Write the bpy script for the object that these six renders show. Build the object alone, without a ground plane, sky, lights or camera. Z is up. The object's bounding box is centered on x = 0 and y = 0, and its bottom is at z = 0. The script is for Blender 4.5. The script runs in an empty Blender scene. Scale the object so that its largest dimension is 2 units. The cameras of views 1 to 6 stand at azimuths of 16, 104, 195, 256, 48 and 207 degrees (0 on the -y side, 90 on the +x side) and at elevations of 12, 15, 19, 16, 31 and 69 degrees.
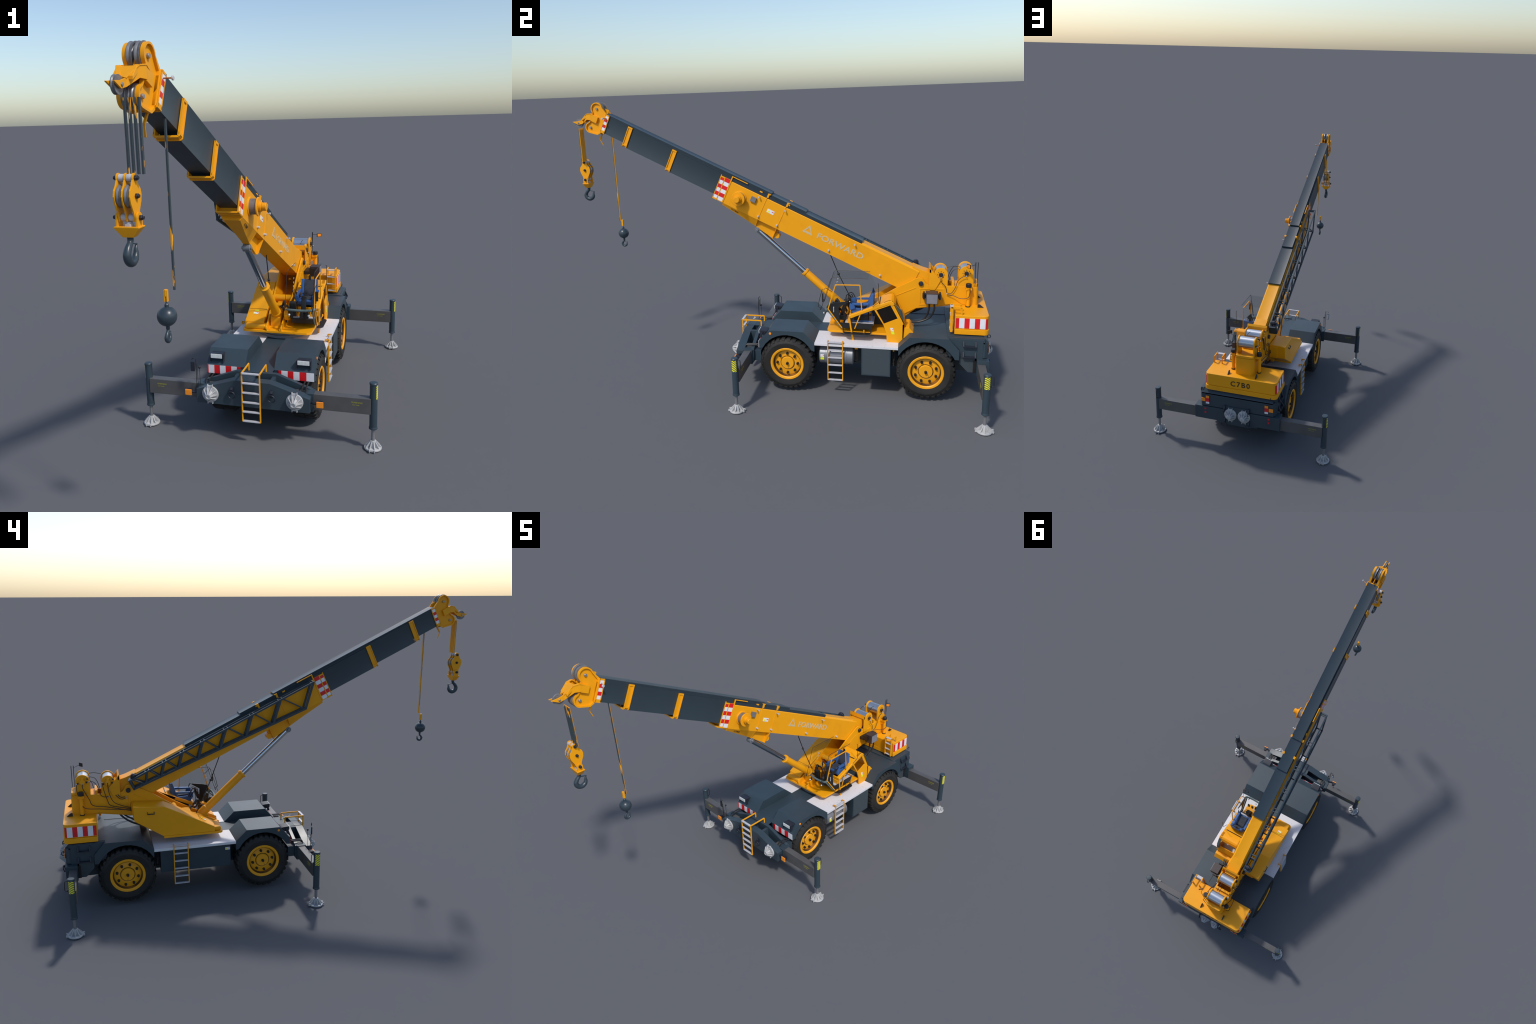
import bpy, bmesh, math, random
from mathutils import Vector, Matrix
from mathutils.geometry import tessellate_polygon

random.seed(7)
XC = -0.0225                       # centre line of the slewing superstructure
BA = math.radians(25.5)            # boom elevation
CA, SA = math.cos(BA), math.sin(BA)

def B(x, s, h):
    """boom frame (x, along boom, above bolt line) -> world"""
    return Vector((x, 0.493 - s * CA + h * SA, 0.520 + s * SA + h * CA))

# ------------------------------------------------------------------ materials
def new_mat(name):
    m = bpy.data.materials.new(name)
    m.use_nodes = True
    nt = m.node_tree
    return m, nt, nt.nodes["Principled BSDF"]

def N(nt, kind, **kw):
    n = nt.nodes.new(kind)
    for k, v in kw.items():
        setattr(n, k, v)
    return n

def paint(name, col, col2=None, scale=14, rough=0.42, lo=0.45, hi=0.75, metal=0.0, fine=0.0,
          spec=0.5, coat=0.0, bump=0.0, stretch=(1, 1, 1)):
    """paint: base colour with soft dirt clouds of a second colour"""
    m, nt, p = new_mat(name)
    col2 = col2 or tuple(c * 0.85 for c in col)
    tc = N(nt, "ShaderNodeTexCoord")
    mp = N(nt, "ShaderNodeMapping"); mp.inputs["Scale"].default_value = stretch
    nt.links.new(tc.outputs["Object"], mp.inputs["Vector"])
    no = N(nt, "ShaderNodeTexNoise"); no.inputs["Scale"].default_value = scale
    no.inputs["Detail"].default_value = 8; no.inputs["Roughness"].default_value = 0.62
    nt.links.new(mp.outputs[0], no.inputs["Vector"])
    cr = N(nt, "ShaderNodeValToRGB")
    cr.color_ramp.elements[0].position = lo; cr.color_ramp.elements[0].color = (*col, 1)
    cr.color_ramp.elements[1].position = hi; cr.color_ramp.elements[1].color = (*col2, 1)
    nt.links.new(no.outputs["Fac"], cr.inputs["Fac"])
    nt.links.new(cr.outputs["Color"], p.inputs["Base Color"])
    mr = N(nt, "ShaderNodeMapRange")
    mr.inputs["To Min"].default_value = rough - 0.06; mr.inputs["To Max"].default_value = rough + 0.1
    nt.links.new(no.outputs["Fac"], mr.inputs["Value"])
    nt.links.new(mr.outputs[0], p.inputs["Roughness"])
    p.inputs["Metallic"].default_value = metal
    p.inputs["Specular IOR Level"].default_value = spec
    p.inputs["Coat Weight"].default_value = coat
    if bump:
        n2 = N(nt, "ShaderNodeTexNoise"); n2.inputs["Scale"].default_value = 260
        b = N(nt, "ShaderNodeBump"); b.inputs["Strength"].default_value = bump; b.inputs["Distance"].default_value = 0.001
        nt.links.new(mp.outputs[0], n2.inputs["Vector"])
        nt.links.new(n2.outputs["Fac"], b.inputs["Height"]); nt.links.new(b.outputs[0], p.inputs["Normal"])
    return m

YEL = (0.83, 0.345, 0.004)
SLATE = (0.030, 0.050, 0.066)
M_YEL = paint("yellow_paint", YEL, (0.74, 0.295, 0.004), 9, 0.40, 0.5, 0.8, spec=0.32)
M_SLATE = paint("slate_paint", SLATE, (0.026, 0.041, 0.053), 8, 0.42, 0.45, 0.75)
M_BOOMD = paint("boom_slate_paint", (0.026, 0.042, 0.055), (0.022, 0.035, 0.046), 6, 0.40, 0.45, 0.8)
M_BEAM = paint("mid_grey_beam", (0.095, 0.093, 0.092), (0.072, 0.069, 0.068), 16, 0.38, 0.4, 0.75)
M_DECK = paint("white_deck", (0.68, 0.67, 0.69), (0.50, 0.46, 0.43), 90, 0.5, 0.58, 0.76)
M_BLACK = paint("black_plastic", (0.012, 0.012, 0.013), (0.018, 0.017, 0.017), 20, 0.45)
M_NAVY = paint("dark_bracket", (0.014, 0.017, 0.028), (0.02, 0.022, 0.032), 20, 0.45)
M_STEP = paint("step_metal", (0.50, 0.50, 0.53), (0.38, 0.38, 0.40), 40, 0.45)
M_PAD = paint("galvanised_pad", (0.46, 0.46, 0.46), (0.33, 0.33, 0.33), 30, 0.5)
M_ROD = paint("steel_rod", (0.30, 0.30, 0.31), (0.22, 0.22, 0.23), 20, 0.32, metal=0.5)
M_GREY = paint("grey_steel", (0.21, 0.22, 0.24), (0.15, 0.16, 0.17), 14, 0.36, metal=0.25)
M_SHEAVE = paint("sheave_steel", (0.20, 0.20, 0.21), (0.12, 0.12, 0.13), 40, 0.4, metal=0.3)
M_RED = paint("red_reflective", (0.72, 0.012, 0.016), (0.62, 0.01, 0.014), 25, 0.35)
M_WHITE = paint("white_reflective", (0.78, 0.77, 0.80), (0.68, 0.67, 0.69), 25, 0.35)
M_BLUE = paint("blue_seat_shell", (0.035, 0.115, 0.33), (0.03, 0.09, 0.26), 30, 0.5)
M_CUSH = paint("seat_fabric", (0.045, 0.05, 0.068), (0.03, 0.033, 0.045), 60, 0.8, bump=0.4)
M_AMBER = paint("amber_lens", (0.95, 0.30, 0.02), (0.85, 0.2, 0.01), 90, 0.25)
M_REDLENS = paint("red_lens", (0.65, 0.01, 0.02), (0.5, 0.01, 0.02), 90, 0.25)
M_LAMP = paint("lamp_glass", (0.72, 0.74, 0.72), (0.5, 0.52, 0.5), 120, 0.15)
M_HAZ = paint("hazard_yellow", (0.85, 0.80, 0.03), (0.75, 0.68, 0.03), 40, 0.4)
M_LIME = paint("label_yellow", (0.70, 0.78, 0.03), (0.6, 0.66, 0.03), 60, 0.4)
M_LETTER = paint("pale_lettering", (0.56, 0.44, 0.24), (0.62, 0.50, 0.32), 120, 0.45)
M_BROWN = paint("brown_lettering", (0.045, 0.022, 0.008), (0.06, 0.03, 0.01), 60, 0.5)
M_BARTEAL = paint("teal_rubber", (0.10, 0.15, 0.15), (0.07, 0.11, 0.11), 30, 0.5)
M_WARNTXT = paint("faded_warning_print", (0.33, 0.31, 0.04), (0.22, 0.20, 0.04), 120, 0.5)
M_HEATER = paint("heater_box_metal", (0.045, 0.032, 0.032), (0.035, 0.027, 0.03), 20, 0.45)
M_COPPER = paint("copper_rod", (0.42, 0.16, 0.05), (0.3, 0.12, 0.05), 60, 0.4)

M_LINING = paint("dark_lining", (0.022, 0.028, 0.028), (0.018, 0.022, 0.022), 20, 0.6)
# chrome piston
m, nt, p = new_mat("chrome_rod"); M_CHROME = m
p.inputs["Base Color"].default_value = (0.50, 0.53, 0.56, 1); p.inputs["Metallic"].default_value = 1
p.inputs["Roughness"].default_value = 0.13

# rope wound on the winch drums: fine ring pattern around X
m, nt, p = new_mat("wound_wire_rope"); M_WOUND = m
tc = N(nt, "ShaderNodeTexCoord")
wv = N(nt, "ShaderNodeTexWave", wave_type='BANDS', bands_direction='X'); wv.inputs["Scale"].default_value = 60
nt.links.new(tc.outputs["Object"], wv.inputs["Vector"])
bp = N(nt, "ShaderNodeBump"); bp.inputs["Strength"].default_value = 0.15; bp.inputs["Distance"].default_value = 0.001
nt.links.new(wv.outputs["Fac"], bp.inputs["Height"]); nt.links.new(bp.outputs[0], p.inputs["Normal"])
cr = N(nt, "ShaderNodeValToRGB")
cr.color_ramp.elements[0].color = (0.46, 0.49, 0.54, 1); cr.color_ramp.elements[1].color = (0.58, 0.61, 0.66, 1)
nt.links.new(wv.outputs["Fac"], cr.inputs["Fac"]); nt.links.new(cr.outputs[0], p.inputs["Base Color"])
p.inputs["Metallic"].default_value = 0.85; p.inputs["Roughness"].default_value = 0.3

# tyre rubber with brown dust patches
m, nt, p = new_mat("dusty_rubber"); M_TYRE = m
tc = N(nt, "ShaderNodeTexCoord")
n1 = N(nt, "ShaderNodeTexNoise"); n1.inputs["Scale"].default_value = 11; n1.inputs["Detail"].default_value = 9; n1.inputs["Roughness"].default_value = 0.68
nt.links.new(tc.outputs["Object"], n1.inputs["Vector"])
cr = N(nt, "ShaderNodeValToRGB"); e = cr.color_ramp.elements
e[0].position = 0.36; e[0].color = (0.0085, 0.008, 0.0074, 1); e[1].position = 0.72; e[1].color = (0.036, 0.026, 0.022, 1)
k = e.new(0.55); k.color = (0.016, 0.0148, 0.0135, 1)
nt.links.new(n1.outputs["Fac"], cr.inputs["Fac"]); nt.links.new(cr.outputs[0], p.inputs["Base Color"])
p.inputs["Roughness"].default_value = 0.72
n2 = N(nt, "ShaderNodeTexNoise"); n2.inputs["Scale"].default_value = 180
bp = N(nt, "ShaderNodeBump"); bp.inputs["Strength"].default_value = 0.3; bp.inputs["Distance"].default_value = 0.001
nt.links.new(tc.outputs["Object"], n2.inputs["Vector"]); nt.links.new(n2.outputs["Fac"], bp.inputs["Height"]); nt.links.new(bp.outputs[0], p.inputs["Normal"])

# rim paint with rusty chips
m, nt, p = new_mat("chipped_rim_paint"); M_RIM = m
tc = N(nt, "ShaderNodeTexCoord")
n1 = N(nt, "ShaderNodeTexNoise"); n1.inputs["Scale"].default_value = 75; n1.inputs["Detail"].default_value = 6; n1.inputs["Roughness"].default_value = 0.7
n3 = N(nt, "ShaderNodeTexNoise"); n3.inputs["Scale"].default_value = 16
mu = N(nt, "ShaderNodeMath", operation='MULTIPLY')
for q in (n1, n3): nt.links.new(tc.outputs["Object"], q.inputs["Vector"])
nt.links.new(n1.outputs["Fac"], mu.inputs[0]); nt.links.new(n3.outputs["Fac"], mu.inputs[1])
cr = N(nt, "ShaderNodeValToRGB"); e = cr.color_ramp.elements
e[0].position = 0.41; e[0].color = (0.82, 0.345, 0.006, 1); e[1].position = 0.45; e[1].color = (0.16, 0.055, 0.02, 1)
nt.links.new(mu.outputs[0], cr.inputs["Fac"]); nt.links.new(cr.outputs[0], p.inputs["Base Color"])
p.inputs["Roughness"].default_value = 0.45

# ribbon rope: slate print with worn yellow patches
m, nt, p = new_mat("rope_slate_print"); M_ROPE = m
tc = N(nt, "ShaderNodeTexCoord"); mp = N(nt, "ShaderNodeMapping"); mp.inputs["Scale"].default_value = (120, 120, 16)
n1 = N(nt, "ShaderNodeTexNoise"); n1.inputs["Scale"].default_value = 1.0; n1.inputs["Detail"].default_value = 3
nt.links.new(tc.outputs["Object"], mp.inputs["Vector"]); nt.links.new(mp.outputs[0], n1.inputs["Vector"])
cr = N(nt, "ShaderNodeValToRGB"); e = cr.color_ramp.elements
e[0].position = 0.59; e[0].color = (0.035, 0.05, 0.06, 1); e[1].position = 0.61; e[1].color = (*YEL, 1)
nt.links.new(n1.outputs["Fac"], cr.inputs["Fac"]); nt.links.new(cr.outputs[0], p.inputs["Base Color"])
p.inputs["Roughness"].default_value = 0.5

# perforated grille
def grille(name, c_hole, c_web, scale):
    m, nt, p = new_mat(name)
    tc = N(nt, "ShaderNodeTexCoord")
    sx = N(nt, "ShaderNodeSeparateXYZ"); nt.links.new(tc.outputs["Object"], sx.inputs[0])
    outs = []
    for ax in ("Y", "Z"):
        a = N(nt, "ShaderNodeMath", operation='MULTIPLY'); a.inputs[1].default_value = scale
        f = N(nt, "ShaderNodeMath", operation='FRACT')
        g = N(nt, "ShaderNodeMath", operation='GREATER_THAN'); g.inputs[1].default_value = 0.32
        nt.links.new(sx.outputs[ax], a.inputs[0]); nt.links.new(a.outputs[0], f.inputs[0]); nt.links.new(f.outputs[0], g.inputs[0])
        outs.append(g)
    mu = N(nt, "ShaderNodeMath", operation='MULTIPLY')
    nt.links.new(outs[0].outputs[0], mu.inputs[0]); nt.links.new(outs[1].outputs[0], mu.inputs[1])
    mx = N(nt, "ShaderNodeMix", data_type='RGBA')
    mx.inputs[6].default_value = (*c_web, 1); mx.inputs[7].default_value = (*c_hole, 1)
    nt.links.new(mu.outputs[0], mx.inputs[0]); nt.links.new(mx.outputs[2], p.inputs["Base Color"])
    p.inputs["Roughness"].default_value = 0.5
    return m
M_GRILLE = grille("radiator_grille", (0.035, 0.05, 0.06), (0.055, 0.07, 0.08), 260)
M_HGRILLE = grille("heater_grille", (0.06, 0.055, 0.075), (0.33, 0.33, 0.36), 210)

# glass: mostly clear thin pane
m, nt, p = new_mat("clear_pane"); M_GLASS = m
tr = N(nt, "ShaderNodeBsdfTransparent"); tr.inputs[0].default_value = (0.945, 0.955, 0.955, 1)
nt.links.new(tr.outputs[0], nt.nodes["Material Output"].inputs[0]); nt.nodes.remove(p)

# ------------------------------------------------------------------ geometry helpers
MAPS = {'x': lambda u, v, w: Vector((w, u, v)),     # profile in (y,z), extrude along x
        'y': lambda u, v, w: Vector((u, w, v)),     # profile in (x,z), extrude along y
        'z': lambda u, v, w: Vector((u, v, w)),     # profile in (x,y), extrude along z
        'b': lambda u, v, w: B(w, u, v),            # profile in boom (s,h), extrude along x
        's': lambda u, v, w: B(u, w, v)}            # profile in boom (x,h), extrude along s

def bm_new(): return bmesh.new()

def merge(dst, src, mi=0):
    for f in src.faces: f.material_index = mi
    me = bpy.data.meshes.new("tmp"); src.to_mesh(me); src.free()
    dst.from_mesh(me); bpy.data.meshes.remove(me)

def do_bevel(bm, off, seg=2, ang=25):
    if off <= 0: return
    bmesh.ops.recalc_face_normals(bm, faces=bm.faces)
    ed = [e for e in bm.edges if len(e.link_faces) == 2 and e.calc_face_angle(0) > math.radians(ang)]
    if ed:
        bmesh.ops.bevel(bm, geom=ed, offset=off, segments=seg, profile=0.5, affect='EDGES', clamp_overlap=True)

def prism(dst, poly, axis, w0, w1, bev=0.0012, mi=0, holes=(), seg=2):
    f = MAPS[axis] if isinstance(axis, str) else axis
    bm = bm_new()
    if not holes:
        a = [bm.verts.new(f(u, v, w0)) for u, v in poly]
        b = [bm.verts.new(f(u, v, w1)) for u, v in poly]
        bm.faces.new(a); bm.faces.new(b[::-1])
        n = len(poly)
        for i in range(n):
            j = (i + 1) % n
            bm.faces.new((a[i], b[i], b[j], a[j]))
    else:
        loops = [list(poly)] + [list(h) for h in holes]
        tris = tessellate_polygon([[Vector((u, v, 0)) for u, v in l] for l in loops])
        flat = [p for l in loops for p in l]
        a = [bm.verts.new(f(u, v, w0)) for u, v in flat]
        b = [bm.verts.new(f(u, v, w1)) for u, v in flat]
        for t in tris:
            bm.faces.new([a[i] for i in t]); bm.faces.new([b[i] for i in reversed(t)])
        o = 0
        for l in loops:
            n = len(l)
            for i in range(n):
                j = (i + 1) % n
                bm.faces.new((a[o + i], b[o + i], b[o + j], a[o + j]))
            o += n
    bmesh.ops.recalc_face_normals(bm, faces=bm.faces)
    if not holes: do_bevel(bm, bev, seg)
    merge(dst, bm, mi)

def box(dst, x0, x1, y0, y1, z0, z1, bev=0.0012, mi=0, seg=2):
    prism(dst, [(x0, y0), (x1, y0), (x1, y1), (x0, y1)], 'z', z0, z1, bev, mi, seg=seg)

def obox(dst, c, size, rot, bev=0.001, mi=0):
    """oriented box: rot is a 3x3 matrix"""
    bm = bm_new(); bmesh.ops.create_cube(bm, size=1)
    bmesh.ops.scale(bm, vec=size, verts=bm.verts)
    do_bevel(bm, bev)
    bmesh.ops.transform(bm, matrix=Matrix.Translation(c) @ rot.to_4x4(), verts=bm.verts)
    merge(dst, bm, mi)

def basis(d):
    d = Vector(d).normalized()
    u = d.cross(Vector((0, 0, 1)))
    if u.length < 1e-3: u = Vector((1, 0, 0))
    u.normalize(); v = d.cross(u)
    return u, v, d

def lathe(dst, prof, c, axis, seg=32, mi=0, a0=0.0):
    """prof: list of (radius, distance along axis)"""
    u, v, d = basis(axis); c = Vector(c)
    bm = bm_new(); rings = []
    for r, t in prof:
        if r < 1e-6:
            rings.append([bm.verts.new(c + d * t)])
        else:
            rings.append([bm.verts.new(c + d * t + (u * math.cos(a0 + 2 * math.pi * i / seg) + v * math.sin(a0 + 2 * math.pi * i / seg)) * r) for i in range(seg)])
    for A, C in zip(rings, rings[1:]):
        for i in range(seg):
            j = (i + 1) % seg
            if len(A) == 1 and len(C) == 1: break
            if len(A) == 1: bm.faces.new((A[0], C[j], C[i]))
            elif len(C) == 1: bm.faces.new((A[i], A[j], C[0]))
            else: bm.faces.new((A[i], A[j], C[j], C[i]))
    bmesh.ops.recalc_face_normals(bm, faces=bm.faces)
    merge(dst, bm, mi)

def cyl(dst, p0, p1, r0, r1=None, seg=20, mi=0, bev=0.0):
    p0, p1 = Vector(p0), Vector(p1); r1 = r0 if r1 is None else r1
    L = (p1 - p0).length
    if bev:
        pr = [(0, 0), (r0 - bev, 0), (r0, bev), (r1, L - bev), (r1 - bev, L), (0, L)]
    else:
        pr = [(0, 0), (r0, 0), (r1, L), (0, L)]
    lathe(dst, pr, p0, p1 - p0, seg, mi)

def smooth_path(pts, n=6):
    """Catmull-Rom through the control points"""
    P = [Vector(p) for p in pts]
    P = [P[0] * 2 - P[1]] + P + [P[-1] * 2 - P[-2]]
    out = []
    for i in range(1, len(P) - 2):
        for k in range(n):
            t = k / n
            a, b, c, d = P[i - 1], P[i], P[i + 1], P[i + 2]
            out.append(0.5 * ((2 * b) + (c - a) * t + (2 * a - 5 * b + 4 * c - d) * t * t + (3 * b - a - 3 * c + d) * t ** 3))
    out.append(P[-2])
    return out

def tube(dst, pts, r, seg=8, mi=0, smooth=0, radii=None):
    P = smooth_path(pts, smooth) if smooth else [Vector(p) for p in pts]
    n = len(P); bm = bm_new(); rings = []
    up = None
    for i, p in enumerate(P):
        t = (P[min(i + 1, n - 1)] - P[max(i - 1, 0)]).normalized()
        if up is None:
            u, v, _ = basis(t)
        else:
            u = (up - t * up.dot(t))
            u = u.normalized() if u.length > 1e-5 else basis(t)[0]
            v = t.cross(u)
        up = u
        rr = r if radii is None else radii(i / (n - 1)) * r
        if 0 < i < n - 1 and not smooth:
            a = (P[i] - P[i - 1]).normalized(); b = (P[i + 1] - P[i]).normalized()
            c = max(0.5, math.sqrt(max(0.0, (1 + a.dot(b)) / 2))); rr = rr / c if c < 0.99 else rr
        rings.append([bm.verts.new(p + (u * math.cos(2 * math.pi * k / seg) + v * math.sin(2 * math.pi * k / seg)) * rr) for k in range(seg)])
    for A, C in zip(rings, rings[1:]):
        for i in range(seg):
            j = (i + 1) % seg
            bm.faces.new((A[i], A[j], C[j], C[i]))
    bm.faces.new(rings[0][::-1]); bm.faces.new(rings[-1])
    bmesh.ops.recalc_face_normals(bm, faces=bm.faces)
    merge(dst, bm, mi)

def bar(dst, p0, p1, w, t, side=(1, 0, 0), bev=0.0006, mi=0):
    """rectangular bar p0->p1; w across 'side', t across the third axis"""
    p0, p1 = Vector(p0), Vector(p1); d = p1 - p0; L = d.length; d.normalize()
    s = Vector(side); s = (s - d * s.dot(d)).normalized(); n = d.cross(s)
    rot = Matrix((s, n, d)).transposed()
    obox(dst, (p0 + p1) / 2, (w, t, L), rot, bev, mi)

def torus(dst, c, axis, R, r, seg=20, sub=8, mi=0):
    u, v, d = basis(axis); c = Vector(c)
    pts = [c + (u * math.cos(2 * math.pi * i / seg) + v * math.sin(2 * math.pi * i / seg)) * R for i in range(seg)]
    bm = bm_new(); rings = []
    for i in range(seg):
        o = (pts[i] - c).normalized()
        rings.append([bm.verts.new(pts[i] + (o * math.cos(2 * math.pi * k / sub) + d * math.sin(2 * math.pi * k / sub)) * r) for k in range(sub)])
    for i in range(seg):
        A, C = rings[i], rings[(i + 1) % seg]
        for k in range(sub):
            l = (k + 1) % sub
            bm.faces.new((A[k], A[l], C[l], C[k]))
    bmesh.ops.recalc_face_normals(bm, faces=bm.faces)
    merge(dst, bm, mi)

def sphere(dst, c, r, mi=0, seg=32):
    bm = bm_new(); bmesh.ops.create_uvsphere(bm, u_segments=seg, v_segments=seg // 2, radius=r)
    bmesh.ops.translate(bm, vec=Vector(c), verts=bm.verts); merge(dst, bm, mi)

def arc(cx, cy, r, a0, a1, n):
    return [(cx + r * math.cos(math.radians(a0 + (a1 - a0) * i / n)), cy + r * math.sin(math.radians(a0 + (a1 - a0) * i / n))) for i in range(n + 1)]

def obj(name, bm, mats, parent, sharp=32, weighted=True):
    me = bpy.data.meshes.new(name)
    bm.to_mesh(me); bm.free()
    for mt in (mats if isinstance(mats, (list, tuple)) else [mats]): me.materials.append(mt)
    me.polygons.foreach_set("use_smooth", [True] * len(me.polygons))
    me.set_sharp_from_angle(angle=math.radians(sharp))
    o = bpy.data.objects.new(name, me)
    bpy.context.scene.collection.objects.link(o)
    if parent: o.parent = parent
    if weighted:
        wn = o.modifiers.new("weighted_normals", 'WEIGHTED_NORMAL'); wn.keep_sharp = True; wn.weight = 60
    return o

def clone(o, name, parent, loc=(0, 0, 0), rot=None, children=True):
    c = o.copy(); c.name = name; c.parent = parent
    c.location = loc
    if rot is not None: c.rotation_euler = rot
    bpy.context.scene.collection.objects.link(c)
    if children:
        for ch in o.children:
            k = ch.copy(); k.name = ch.name.split(".")[0]; k.parent = c
            bpy.context.scene.collection.objects.link(k)
    return c

def lettering(txt, size, place, mat, name, parent, depth=0.0006, spacing=1.0, bold=0.018):
    """built-in font text; place(u, v, w) maps text plane to world"""
    cu = bpy.data.curves.new(name, 'FONT'); cu.body = txt; cu.size = size; cu.space_character = spacing
    cu.extrude = depth; cu.resolution_u = 3; cu.offset = size * bold
    t = bpy.data.objects.new(name, cu); bpy.context.scene.collection.objects.link(t)
    dg = bpy.context.evaluated_depsgraph_get()
    me = bpy.data.meshes.new_from_object(t.evaluated_get(dg))
    bpy.data.objects.remove(t); bpy.data.curves.remove(cu)
    for v in me.vertices: v.co = place(v.co.x, v.co.y, max(0.0, v.co.z) - (0.0004 if v.co.z < 0 else 0.0))
    bm = bm_new(); bm.from_mesh(me); bpy.data.meshes.remove(me)
    bmesh.ops.recalc_face_normals(bm, faces=bm.faces)
    for f in bm.faces: f.material_index = 0
    return obj(name, bm, [mat], parent)

def stripes(dst, place, n_parts, w0=0.5):
    """alternating red (0) / white (1) tiles over u in 0..1; place(u0,u1)->adds"""
    pass

# ------------------------------------------------------------------ root
root = bpy.data.objects.new("mobile_crane", None)
bpy.context.scene.collection.objects.link(root)
root["label"] = "yellow and slate rough terrain crane with extended telescopic boom"
root["category"] = "mobile crane"

# ================================================================== CHASSIS
WY = (0.085, 0.707); WZ = 0.137; WR = 0.128
bm = bm_new()
# front wheel arches (left and right) with rounded cut-out
cut_f = arc(WY[0], 0.150, 0.1285, 28, 152, 12)          # from rear to front
fend = [(-0.046, 0.208), (-0.046, 0.244), (-0.041, 0.246), (0.003, 0.297), (0.162, 0.297), (0.213, 0.248), (0.213, 0.205)] + cut_f
for sx in (1, -1):
    prism(bm, fend, 'x', sx * 0.138, sx * 0.2105, 0)
    prism(bm, fend[:7], 'x', sx * 0.057, sx * 0.138, 0)
# centre spine between the fenders
prism(bm, [(-0.085, 0.16), (-0.085, 0.236), (-0.04, 0.246), (0.213, 0.2465), (0.60, 0.2465), (0.60, 0.13), (0.0, 0.13)], 'x', -0.0575, 0.0575, 0.001)
# rear hood: slope, flat top, rear box
cut_r = arc(WY[1], 0.152, 0.1310, 25, 157, 12)
rear = [(0.587, 0.236), (0.587, 0.2485), (0.634, 0.299), (0.955, 0.301), (0.955, 0.206), (0.828, 0.206)] + cut_r
rear_fix = [(0.587, 0.2485), (0.634, 0.299), (0.800, 0.300), (0.845, 0.248), (0.845, 0.206), (0.828, 0.206)] + arc(WY[1], 0.148, 0.1335, 26, 152, 12) + [(0.587, 0.212)]
for sx in (1, -1):
    prism(bm, rear_fix, 'x', sx * 0.10, sx * 0.2105, 0.001)
prism(bm, [(0.587, 0.13), (0.587, 0.247), (0.6335, 0.2975), (0.90, 0.2985), (0.90, 0.13)], 'x', -0.102, 0.102, 0.001)
# rear body box, corner chamfers seen from above
prism(bm, [(-0.193, 0.79), (0.193, 0.79), (0.193, 0.950), (0.182, 0.9655), (-0.182, 0.9655), (-0.193, 0.950)], 'z', 0.214, 0.2850, 0.0)
prism(bm, [(0.795, 0.280), (0.795, 0.3035), (0.947, 0.3035), (0.9655, 0.2855), (0.9655, 0.280)], 'x', -0.182, 0.182, 0.0)
prism(bm, [(0.7945, 0.280), (0.7945, 0.3022), (0.948, 0.3022), (0.950, 0.280)], 'x', -0.193, 0.193, 0.0)
for sx in (1, -1):
    prism(bm, [(0.796, 0.2985), (0.943, 0.2985), (0.943, 0.210), (0.846, 0.210), (0.846, 0.248)], 'x', sx * 0.17, sx * 0.1945, 0.0015)
# main frame under the deck, axles
box(bm, -0.095, 0.095, -0.07, 0.93, 0.105, 0.205, 0.003)
for y in WY:
    cyl(bm, (-0.16, y, WZ), (0.16, y, WZ), 0.026, seg=16)
    sphere(bm, (0, y, WZ - 0.006), 0.048, seg=20)
chassis = obj("chassis_frame", bm, M_SLATE, root)

# lower mesh boxes in front of the rear outriggers
bm = bm_new()
for sx in (1, -1):
    prism(bm, [(0.848, 0.212), (0.848, 0.181), (0.884, 0.143), (0.912, 0.143), (0.912, 0.212)], 'x', sx * 0.10, sx * 0.190, 0.001)
obj("lower_mesh_box", bm, M_GRILLE, chassis)
bm = bm_new()
for sx in (1, -1): box(bm, *(sorted((sx * 0.115, sx * 0.1915))), 0.905, 0.918, 0.141, 0.20, 0.001)
obj("box_end_cap", bm, M_BLACK, chassis)

# white deck plate
bm = bm_new()
for sx in (1, -1):
    prism(bm, [(sx * 0.0575, 0.2135), (sx * 0.2115, 0.2135), (sx * 0.2115, 0.586), (sx * 0.0575, 0.586)], 'z', 0.2365, 0.2485, 0.0008)
box(bm, -0.0575, 0.0575, 0.30, 0.586, 0.2467, 0.2485, 0)
obj("deck_plate", bm, M_DECK, root)

# grab handles on the rear box sides
bm = bm_new()
for sx in (1, -1):
    x0, x1 = sx * 0.1945, sx * 0.2095
    for zt, zb in ((0.291, 0.268), (0.242, 0.219)):
        for y in (0.8615, 0.9115):
            prism(bm, [(y - 0.0028, zt), (y + 0.0028, zt), (y + 0.0028, zb), (y - 0.0028, zb)], lambda u, v, w, zt=zt, zb=zb: Vector((x0 + (x1 - x0) * w * (1 if v < (zt + zb) / 2 else 0.25), u, v)), 0, 1, 0)
        box(bm, *sorted((x0, x1)), 0.859, 0.914, zb - 0.002, zb + 0.0025, 0.0006)
obj("step_handle", bm, M_NAVY, chassis)

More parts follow.
